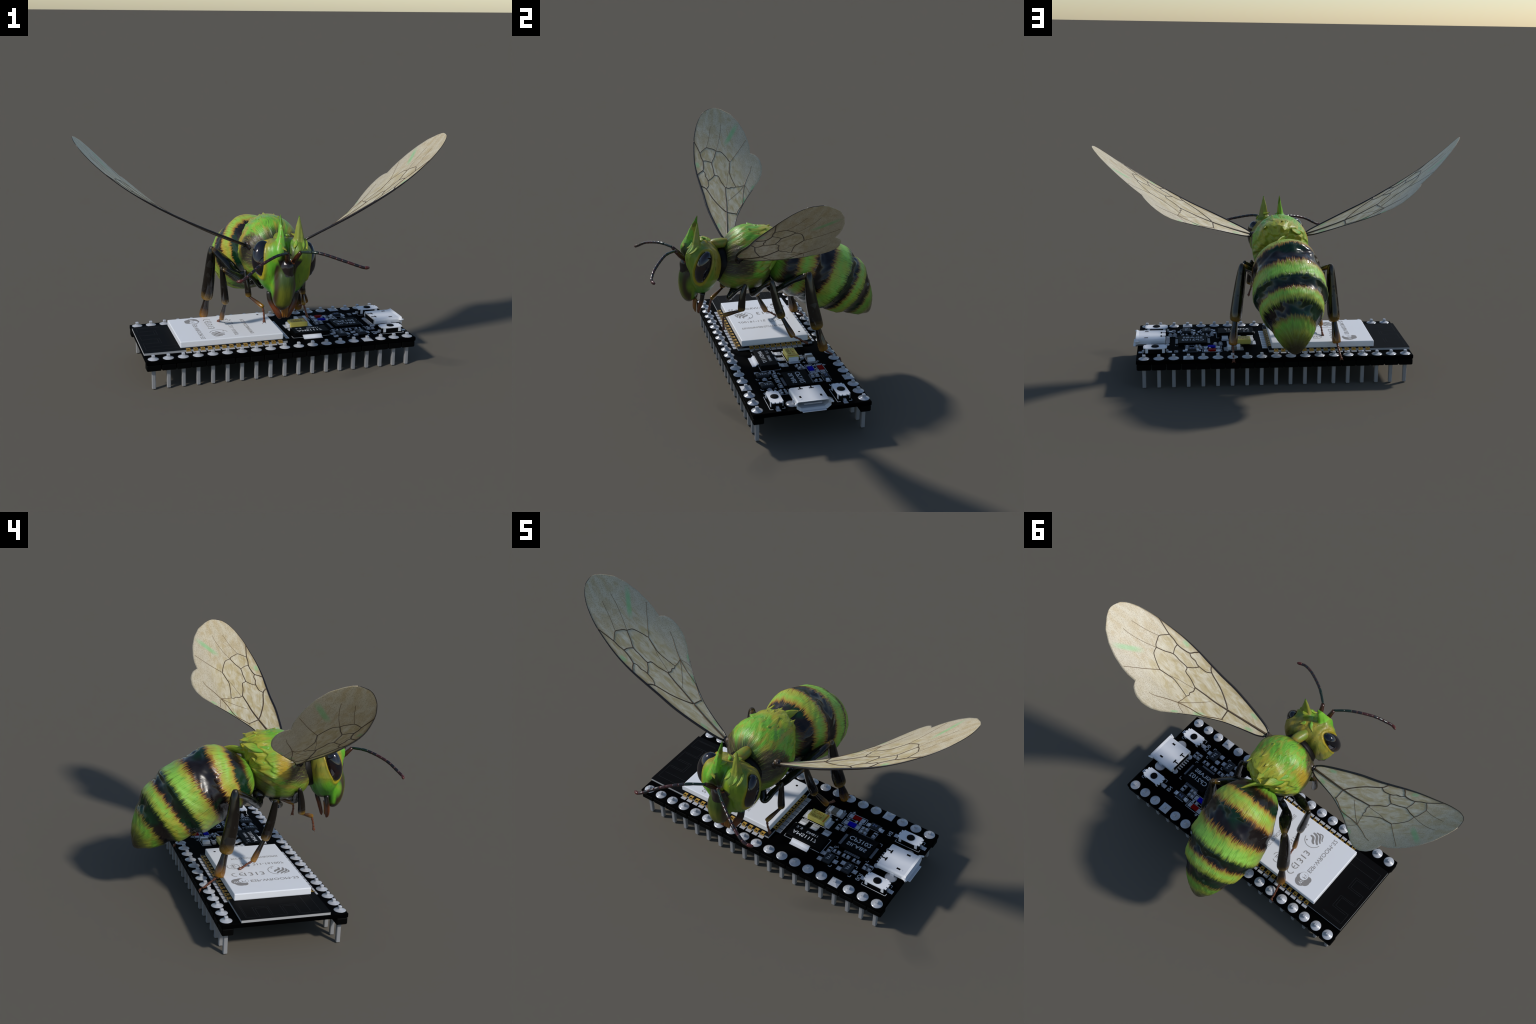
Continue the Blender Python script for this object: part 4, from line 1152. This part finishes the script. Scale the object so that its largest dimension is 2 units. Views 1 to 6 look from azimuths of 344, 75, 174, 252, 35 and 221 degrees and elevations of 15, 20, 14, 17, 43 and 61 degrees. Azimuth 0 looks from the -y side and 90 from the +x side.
M_tibia = leg_material("tibia_shell", [(0.0, (0.05, 0.032, 0.01)), (0.06, LB), (0.82, (0.010, 0.007, 0.005)), (0.90, (0.10, 0.058, 0.012)), (0.97, LO), (1.0, (0.20, 0.11, 0.01))])
M_meta = leg_material("metatarsus_shell", [(0.0, LB), (0.50, (0.020, 0.012, 0.008)), (0.78, (0.16, 0.07, 0.012)), (1.0, (0.32, 0.14, 0.012))])
M_meta2 = leg_material("slender_metatarsus_shell", [(0.0, (0.03, 0.016, 0.008)), (0.5, (0.07, 0.028, 0.010)), (0.82, (0.20, 0.09, 0.012)), (1.0, (0.33, 0.17, 0.012))])
M_foot = plain("red_brown_foot", (0.135, 0.040, 0.016), 0.35, grain=0.3)

def profile_seg(name, p, q, prof, flat, ref, n=20, bow=0.0):
    """Leg segment with radius profile [(t, r)], rounded ends, bowed sideways."""
    p, q = V3(*p), V3(*q)
    L = np.linalg.norm(q - p); d = unit(q - p)
    up = V3(*ref); a = unit(up - d * (up @ d)); b = np.cross(d, a)
    m = 28
    t = 0.5 - 0.5 * np.cos(np.linspace(0, math.pi, m))
    r = np.interp(t, [x for x, _ in prof], [y for _, y in prof])
    kk = np.hanning(5); kk /= kk.sum()
    r = np.convolve(np.pad(r, 2, mode="edge"), kk, "valid")
    path = np.stack([bow * L * np.sin(math.pi * t), np.zeros(m), t * L], 1)
    v, f = tube(path, r, n, flat, (1, 0, 0))
    return mesh(name, v, f), np.stack([a, b, d], 1)

def leg(hip, mid, knee, tib, met, foot, wt, wm, wf, slim=False, tibflat=(1.0, 0.85), ref=(0, 1, 0), extra=None):
    """Coxa, femur, tibia, metatarsus and a clawed foot; wt, wm, wf = half widths."""
    hip, mid, knee, tib, met, foot = (V3(*q) for q in (hip, mid, knee, tib, met, foot))
    # femur: hip -> mid (trochanter) -> knee
    p = spline([hip, mid, 0.5 * (mid + knee) + V3(0, 0, 0.006), knee], 30)
    w = np.linspace(0, 1, 30)
    rad = np.interp(w, [0, 0.12, 0.30, 0.36, 0.55, 0.80, 0.95, 1.0], [0.012, 0.020, 0.018, wf * 0.75, wf, wf * 0.80, wf * 0.50, wf * 0.32])
    v, f = tube(p, rad, 20, [(1 - 0.42 * k, 1 + 0.15 * k) for k in np.interp(w, [0.3, 0.45, 0.75, 0.95], [0, 1, 1, 0])])
    d = unit(knee - hip); a = unit(V3(*ref) - d * (V3(*ref) @ d)); R = np.stack([a, np.cross(d, a), d], 1)
    fem = put("leg", mesh("leg", (np.array(v) - hip) @ R, f), bee, M_femur, hip, R)
    def add(name, me, mat, at, rot):
        o_ = put(name, me, fem, mat, at)
        child_local(o_, R, hip, at, rot)
        return o_
    # knee cap
    dk = unit(tib - knee)
    me, r2 = profile_seg("tibia", knee - dk * 0.012 + V3(0, 0, 0.004), tib, [(0, 0.25 * wt), (0.03, 0.45 * wt), (0.10, 0.60 * wt), (0.30, 0.78 * wt), (0.6, 0.93 * wt), (0.85, wt), (0.95, 0.97 * wt), (0.985, 0.80 * wt), (1, 0.45 * wt)], tibflat, ref, bow=-0.03)
    add("tibia", me, M_tibia, knee - dk * 0.012, r2)
    dm = unit(met - tib)
    me, r3 = profile_seg("metatarsus", tib - dm * 0.012, met, [(0, 0.45 * wm), (0.05, 0.60 * wm), (0.35, 0.70 * wm), (0.75, wm), (0.94, 0.98 * wm), (0.985, 0.85 * wm), (1, 0.45 * wm)], tibflat if not slim else None, ref)
    add("metatarsus", me, M_meta2 if slim else M_meta, tib - dm * 0.012, r3)
    # spurs at the end of the metatarsus
    # foot: four narrowing joints and a clawed pad
    mids = [met - dm * 0.006, met * 0.6 + foot * 0.4 + V3(0, 0, 0.004 if not slim else 0.0), met * 0.3 + foot * 0.7, foot]
    pp = spline(mids, 41)
    parts = []
    for i in range(4):
        seg = pp[i * 10:i * 10 + 11]
        rr = np.interp(np.linspace(0, 1, 11), [0, 0.2, 0.8, 1], [0.0042, 0.0046, 0.0062, 0.0045]) * (1.35 if i == 3 else 1.0)
        parts.append(tube(seg, rr, 10))
    df = unit(pp[-1] - pp[-4]); side = unit(np.cross(df, V3(0, 0, 1)) + 1e-3)
    for s in (-1, 1):
        c0 = pp[-1] - df * 0.003
        cl = spline([c0, c0 + side * s * 0.006 + df * 0.004, c0 + side * s * 0.010 + df * 0.007 - V3(0, 0, 0.003)], 7)
        parts.append(tube(cl, np.linspace(0.0028, 0.0006, 7), 6))
    v, f = joined(parts)
    add("foot", mesh("foot", np.array(v) - met, f), M_foot, met, np.eye(3))

# hind legs (the feet sink through the edge of the board)
leg((-0.075, 0.020, 0.520), (-0.140, 0.045, 0.500), (-0.257, 0.198, 0.613), (-0.278, 0.240, 0.318), (-0.291, 0.272, 0.203), (-0.3025, 0.366, 0.1455), 0.0355, 0.0255, 0.0300, ref=(0, 1, 0), tibflat=(1.0, 0.95))
leg((0.050, 0.020, 0.525), (0.110, 0.045, 0.507), (0.2165, 0.200, 0.622), (0.2545, 0.243, 0.330), (0.269, 0.275, 0.205), (0.2690, 0.369, 0.1455), 0.0355, 0.0260, 0.0290, ref=(0, 1, 0), tibflat=(1.0, 0.92))
# middle legs
leg((-0.080, -0.060, 0.510), (-0.120, -0.065, 0.485), (-0.250, -0.005, 0.551), (-0.2215, 0.031, 0.350), (-0.2305, 0.088, 0.241), (-0.2320, 0.156, 0.208), 0.0240, 0.0155, 0.0240)
leg((0.055, -0.060, 0.515), (0.095, -0.065, 0.490), (0.1900, 0.010, 0.588), (0.2170, 0.058, 0.395), (0.2610, 0.109, 0.296), (0.2515, 0.189, 0.249), 0.0240, 0.0160, 0.0240)
# front legs
leg((-0.060, -0.150, 0.525), (-0.085, -0.165, 0.490), (-0.1625, -0.157, 0.571), (-0.1502, -0.1786, 0.445), (-0.0935, -0.257, 0.406), (-0.0930, -0.272, 0.330), 0.0190, 0.0115, 0.0180, slim=True)
leg((0.045, -0.150, 0.525), (0.0885, -0.193, 0.478), (0.1425, -0.123, 0.557), (0.1535, -0.145, 0.427), (0.1280, -0.238, 0.398), (0.1500, -0.239, 0.327), 0.0200, 0.0115, 0.0180, slim=True)
# hip plates under the thorax
for s in (-1, 1):
    for y, z, r in ((-0.150, 0.520, 0.032), (-0.060, 0.512, 0.036), (0.020, 0.525, 0.038)):
        t = np.linspace(-1, 1, 13)
        p = V3(-0.012 + s * 0.052, y, z) + np.outer(t * 0.036, unit(V3(s * 0.9, 0.1, -0.3)))
        v, f = tube(p, r * np.sqrt(np.maximum(1 - np.abs(t) ** 2.5, 0.004)) * 0.8, 16)
        c = V3(*p.mean(0))
        put("hip", mesh("hip", np.array(v) - c, f), bee, M_gloss, c)

# ---------------------------------------------------------------- wings
# outline in the wing's own plane: u runs from root to tip, v across
LEADING = [(-0.003, -0.010), (0.030, -0.022), (0.086, -0.031), (0.176, -0.040), (0.273, -0.0455), (0.372, -0.0425), (0.452, -0.0425), (0.549, -0.0425), (0.650, -0.034), (0.755, -0.015), (0.830, 0.002), (0.908, 0.0315), (0.957, 0.0620), (0.983, 0.0905), (0.9935, 0.125), (0.9950, 0.145)]
TRAILING = [(0.000, 0.026), (0.030, 0.046), (0.073, 0.0645), (0.123, 0.0855), (0.202, 0.1225), (0.308, 0.1915), (0.392, 0.2585), (0.460, 0.3170), (0.502, 0.3415), (0.530, 0.3505), (0.556, 0.3560), (0.598, 0.3535), (0.622, 0.3440), (0.639, 0.3320), (0.649, 0.3180), (0.6545, 0.3055), (0.672, 0.3075), (0.700, 0.3115), (0.743, 0.3100), (0.811, 0.2985), (0.876, 0.2755), (0.934, 0.2400), (0.975, 0.1910), (0.991, 0.163), (0.9950, 0.145)]
def wing_w(u, v):
    return 0.0005 - 0.1526 * u - 0.2375 * v + 0.0814 * u * u + 0.4589 * u * v + 0.0775 * v * v + 0.0951 * u ** 3
DROOP = {1: (-0.0484, -0.5767, -0.0426), -1: (0.0229, -0.0305, -0.0257)}     # how the outer half bends in each wing
FRAMES = {1: (np.array([[0.8506, 0.0754, -0.5203], [0.0228, 0.9834, 0.1799], [0.5253, -0.1649, 0.8348]]), V3(0.1475, -0.1561, 0.7159)),
          -1: (np.array([[0.8507, 0.0597, -0.5222], [-0.0473, 0.9982, 0.0370], [0.5235, -0.0067, 0.8520]]), V3(0.1688, -0.1560, 0.7137))}
def wing_point(side, u, v, up=0.0):
    R, t = FRAMES[side]
    u, v = np.asarray(u, float), np.asarray(v, float)
    a, b, c = DROOP[side]
    bend = np.clip(u - 0.6, 0, 1) ** 2 * (a + b * v) + c * np.clip(u - 0.3, 0, 1) ** 2
    q = np.stack([u, v, wing_w(u, v) + bend + up], -1)
    p = q @ R.T + t
    return p * V3(side, 1, 1)
def wing_mesh(side, org):
    ld, tr = np.array(LEADING), np.array(TRAILING)
    us = np.unique(np.concatenate([np.linspace(-0.002, 0.985, 130), np.linspace(0.63, 0.665, 16), np.linspace(0.96, 0.9949, 16)]))
    m = 36
    a, b = np.interp(us, ld[:, 0], ld[:, 1]), np.interp(us, tr[:, 0], tr[:, 1])
    w = np.linspace(0, 1, m)
    U = np.repeat(us[:, None], m, 1); Vv = a[:, None] + (b - a)[:, None] * w
    edge = np.minimum(1, np.minimum(w, 1 - w) * 12)[None, :] * np.ones_like(U)
    th = 0.0005 + 0.0007 * edge
    top, bot = wing_point(side, U, Vv, th), wing_point(side, U, Vv, -th)
    n = len(us)
    vs = np.vstack([top.reshape(-1, 3), bot.reshape(-1, 3)]) - org
    fs = []
    N = n * m
    for i in range(n - 1):
        for j in range(m - 1):
            q = (i * m + j, i * m + j + 1, (i + 1) * m + j + 1, (i + 1) * m + j)
            fs.append(q); fs.append(tuple(N + x for x in q[::-1]))
    for i in range(n - 1):
        for j in (0, m - 1):
            fs.append((i * m + j, (i + 1) * m + j, N + (i + 1) * m + j, N + i * m + j))
    for j in range(m - 1):
        for i in (0, n - 1):
            fs.append((i * m + j, i * m + j + 1, N + i * m + j + 1, N + i * m + j))
    return fix_normals(mesh("wing", vs, fs))
def wing_material(side):
    R, t = FRAMES[side]
    g = G("wing_membrane_" + ("right" if side > 0 else "left"))
    o = g.obj()
    ex_, ey_ = R[:, 0] * V3(side, 1, 1), R[:, 1] * V3(side, 1, 1)
    u = g.vm("DOT_PRODUCT", o, tuple(ex_)); v = g.vm("DOT_PRODUCT", o, tuple(ey_))
    # wisps that follow the wing: warped, stretched along u
    warp = g.noise(o, 9, 1)
    st = g.noise(g.comb(g.m("MULTIPLY", u, 0.20), g.m("ADD", v, g.m("MULTIPLY", warp, 0.05)), 0.0), 62, 4, 0.62, 0.5)
    cloud = g.noise(g.comb(g.m("MULTIPLY", u, 0.5), v, 0.0), 36, 3, 0.55, 0.5)
    col = g.mix(g.step(cloud, 0.36, 0.66), (0.67, 0.585, 0.405), (0.56, 0.45, 0.235))
    col = g.mix(g.m("MULTIPLY", g.step(st, 0.52, 0.68), 0.55), col, (0.40, 0.29, 0.115))
    col = g.mix(g.m("MULTIPLY", g.step(st, 0.46, 0.34), 0.55), col, (0.80, 0.75, 0.59))
    # outer part beyond the cells: paler and evener, with fine pits
    outer = g.step(g.m("ADD", u, g.m("MULTIPLY", v, 0.35)), 0.70, 0.78)
    out2 = g.mix(g.step(cloud, 0.35, 0.68), (0.66, 0.58, 0.415), (0.57, 0.455, 0.27))
    col = g.mix(g.m("MULTIPLY", outer, 0.85), col, out2)
    hind = g.step(g.m("SUBTRACT", v, g.m("MULTIPLY", u, 0.05)), 0.17, 0.22)
    col = g.mix(g.m("MULTIPLY", hind, 0.6), col, (0.58, 0.51, 0.38))
    pits = g.voro(o, 190)
    col = g.mix(g.m("MULTIPLY", g.step(pits, 0.50, 0.12), g.m("MULTIPLY", g.m("MAXIMUM", outer, hind), 0.6)), col, (0.30, 0.22, 0.11))
    # brown leading rim, and a few soft green glints painted into the membrane colour
    lead = g.m("SUBTRACT", v, g.m("MULTIPLY", g.m("SUBTRACT", u, 0.5), g.m("MULTIPLY", g.step(u, 0.5, 0.9), 0.14)))
    col = g.mix(g.m("MULTIPLY", g.step(lead, -0.015, -0.04), 0.5), col, (0.22, 0.14, 0.05))
    def glint(u0, v0, u1, v1, w):
        d = V3(u1 - u0, v1 - v0, 0); L = np.linalg.norm(d); d = d / L
        a = g.m("SUBTRACT", g.m("ADD", g.m("MULTIPLY", u, d[0]), g.m("MULTIPLY", v, d[1])), u0 * d[0] + v0 * d[1])
        b = g.m("SUBTRACT", g.m("SUBTRACT", g.m("MULTIPLY", v, d[0]), g.m("MULTIPLY", u, d[1])), v0 * d[0] - u0 * d[1])
        inside = g.m("MULTIPLY", g.step(a, -0.01, L * 0.35), g.step(a, L * 1.02, L * 0.6))
        return g.m("MULTIPLY", inside, g.step(g.m("ABSOLUTE", b), w, w * 0.2))
    gl = glint(0.730, 0.165, 0.870, 0.275, 0.020)
    for q in ((0.590, -0.020, 0.640, -0.020, 0.016), (0.290, 0.165, 0.345, 0.205, 0.014), (0.060, 0.045, 0.11, 0.065, 0.012), (0.085, -0.012, 0.14, -0.012, 0.012), (0.395, 0.250, 0.430, 0.280, 0.008)):
        gl = g.m("MAXIMUM", gl, g.m("MULTIPLY", glint(*q), 0.85))
    col = g.mix(g.m("MULTIPLY", gl, 0.68), col, (0.25, 0.60, 0.25))
    g.set("Base Color", col); g.set("Roughness", 0.42); g.set("Specular IOR Level", 0.45)
    g.bump(g.m("ADD", st, g.m("MULTIPLY", pits, 0.4)), 0.25, 0.002)
    return g.mat
# veins as polylines in the wing plane: (points, root radius, tip radius, soft)
VEINS = [
    ([(0.000, 0.008), (0.110, 0.034), (0.2235, 0.062)], 0.0048, 0.0036, 0),
    ([(0.2235, 0.062), (0.260, 0.040), (0.330, 0.010), (0.4166, -0.0123), (0.445, -0.038)], 0.0030, 0.0026, 0),
    ([(0.2235, 0.062), (0.300, 0.080), (0.360, 0.090), (0.4227, 0.1024)], 0.0034, 0.0026, 0),
    ([(0.2235, 0.0614), (0.2141, 0.1085), (0.212, 0.118)], 0.0028, 0.0022, 0),
    ([(0.4166, -0.0123), (0.438, 0.004), (0.458, 0.009), (0.4822, 0.0121), (0.500, 0.012), (0.520, 0.006), (0.545, 0.009), (0.5668, -0.0001)], 0.0022, 0.0022, 0),
    ([(0.4822, 0.0121), (0.500, 0.038), (0.5256, 0.0616)], 0.0022, 0.0022, 0),
    ([(0.5366, -0.0374), (0.552, -0.020), (0.5668, -0.0001), (0.603, 0.012), (0.6403, 0.0165), (0.672, 0.012), (0.7034, 0.0117), (0.748, 0.004), (0.7961, -0.0061)], 0.0028, 0.0022, 0),
    ([(0.4227, 0.1024), (0.470, 0.088), (0.512, 0.081), (0.5256, 0.0616), (0.575, 0.064), (0.6203, 0.0657), (0.660, 0.088), (0.7025, 0.1075)], 0.0023, 0.0022, 0),
    ([(0.6403, 0.0165), (0.636, 0.040), (0.6203, 0.0657)], 0.0024, 0.0020, 0),
    ([(0.7034, 0.0117), (0.722, 0.035), (0.7345, 0.0565), (0.725, 0.080), (0.715, 0.098), (0.7025, 0.1075)], 0.0020, 0.0022, 0),
    ([(0.7025, 0.1075), (0.698, 0.122), (0.6875, 0.1393), (0.650, 0.158), (0.6112, 0.1724)], 0.0021, 0.0021, 0),
    ([(0.6112, 0.1724), (0.555, 0.158), (0.5239, 0.1526), (0.470, 0.158), (0.4221, 0.1654)], 0.0023, 0.0018, 0),
    ([(0.6112, 0.1724), (0.665, 0.225), (0.715, 0.270), (0.746, 0.298)], 0.0019, 0.0012, 1),
    ([(0.4227, 0.1024), (0.415, 0.122), (0.4221, 0.1400), (0.4164, 0.1504), (0.4221, 0.1654)], 0.0024, 0.0018, 0),
    ([(0.4221, 0.1654), (0.424, 0.190), (0.4301, 0.219)], 0.0018, 0.0020, 1),
    ([(0.4301, 0.219), (0.380, 0.170), (0.3171, 0.0960)], 0.0018, 0.0011, 1),
    ([(0.4301, 0.219), (0.375, 0.198), (0.294, 0.173), (0.240, 0.135), (0.205, 0.112)], 0.0024, 0.0022, 1),
    ([(0.4301, 0.219), (0.490, 0.252), (0.530, 0.278), (0.566, 0.293)], 0.0021, 0.0011, 1),
    ([(0.4301, 0.219), (0.405, 0.230), (0.372, 0.236)], 0.0016, 0.0010, 1),
    ([(0.4227, 0.1100), (0.460, 0.122), (0.5157, 0.138), (0.560, 0.158)], 0.0012, 0.0009, 1),
    ([(0.7025, 0.1080), (0.760, 0.135), (0.830, 0.160), (0.880, 0.170)], 0.0011, 0.0007, 1),
    ([(0.7345, 0.0565), (0.800, 0.085), (0.880, 0.110)], 0.0010, 0.0006, 1),
]
M_vein = plain("vein_dark", (0.085, 0.053, 0.024), 0.45)
M_vein2 = plain("vein_brown", (0.17, 0.105, 0.045), 0.5)
M_rim = plain("wing_rim_black", (0.014, 0.010, 0.009), 0.25)
def vein_vf(side, pts, r0, r1, hgt):
    P = spline([(a, b, 0) for a, b in pts], 10 * len(pts))
    path = wing_point(side, P[:, 0], P[:, 1], 0.0)
    return tube(path, np.linspace(r0, r1, len(path)) * 1.3, 8, (1.0, 1.0))
for side in (1, -1):
    R, t = FRAMES[side]
    org = t * V3(side, 1, 1)
    wing = put("wing", wing_mesh(side, org), bee, wing_material(side), org)
    for pts, r0, r1, soft in VEINS:
        v, f = vein_vf(side, pts, r0 if not soft else max(r0 * 0.9, 0.00135), max(r1, 0.0016) if not soft else max(r1 * 0.9, 0.0013), 0)
        c = V3(*np.mean(v, 0))
        put("vein", mesh("vein", np.array(v) - c, f), wing, M_vein2 if soft else M_vein, c)
    # thick dark leading rim and thin trailing rim
    ld = np.array(LEADING); tr = np.array(TRAILING)
    v, f = vein_vf(side, ld, 0.0050, 0.0010, 0)
    P = spline([(a, b, 0) for a, b in ld], 160)
    rad = np.interp(P[:, 0], [0, 0.1, 0.35, 0.50, 0.65, 0.85, 1], [0.0052, 0.0058, 0.0056, 0.0048, 0.0028, 0.0016, 0.0012])
    v, f = tube(wing_point(side, P[:, 0], P[:, 1] + rad * 0.6, 0.0), rad, 10)
    c = V3(*np.mean(v, 0)); put("wing_rim", mesh("wing_rim", np.array(v) - c, f), wing, M_rim, c)
    P = spline([(a, b, 0) for a, b in tr[:7]], 60)
    v, f = tube(wing_point(side, P[:, 0], P[:, 1], 0.0), np.linspace(0.0042, 0.0014, 60), 8)
    c = V3(*np.mean(v, 0)); put("wing_rim", mesh("wing_rim", np.array(v) - c, f), wing, M_rim, c)
    # root joint: black stalk and a bronze plate on the shoulder
    root = wing_point(side, np.array(0.0), np.array(0.008))
    inner = V3(side * 0.128 - 0.008, -0.150, 0.697)
    p = spline([inner, 0.5 * (inner + root) + V3(0, 0, 0.002), root], 12)
    v, f = tube(p, np.interp(np.linspace(0, 1, 12), [0, 0.4, 0.8, 1], [0.022, 0.016, 0.015, 0.017]), 16)
    c = V3(*p.mean(0)); put("wing_joint", mesh("wing_joint", np.array(v) - c, f), wing, M_rim, c)
    t_ = np.linspace(-1, 1, 13)
    p = V3(side * 0.138 - 0.008, -0.146, 0.712) + np.outer(t_ * 0.018, unit(V3(side * 0.3, 0.8, -0.2)))
    v, f = tube(p, 0.0175 * np.sqrt(np.maximum(1 - t_ ** 2, 0.003)), 16)
    c = V3(*p.mean(0)); put("shoulder_plate", mesh("shoulder_plate", np.array(v) - c, f), wing, plain("bronze_plate", (0.085, 0.055, 0.030), 0.25, spec=0.7), c)
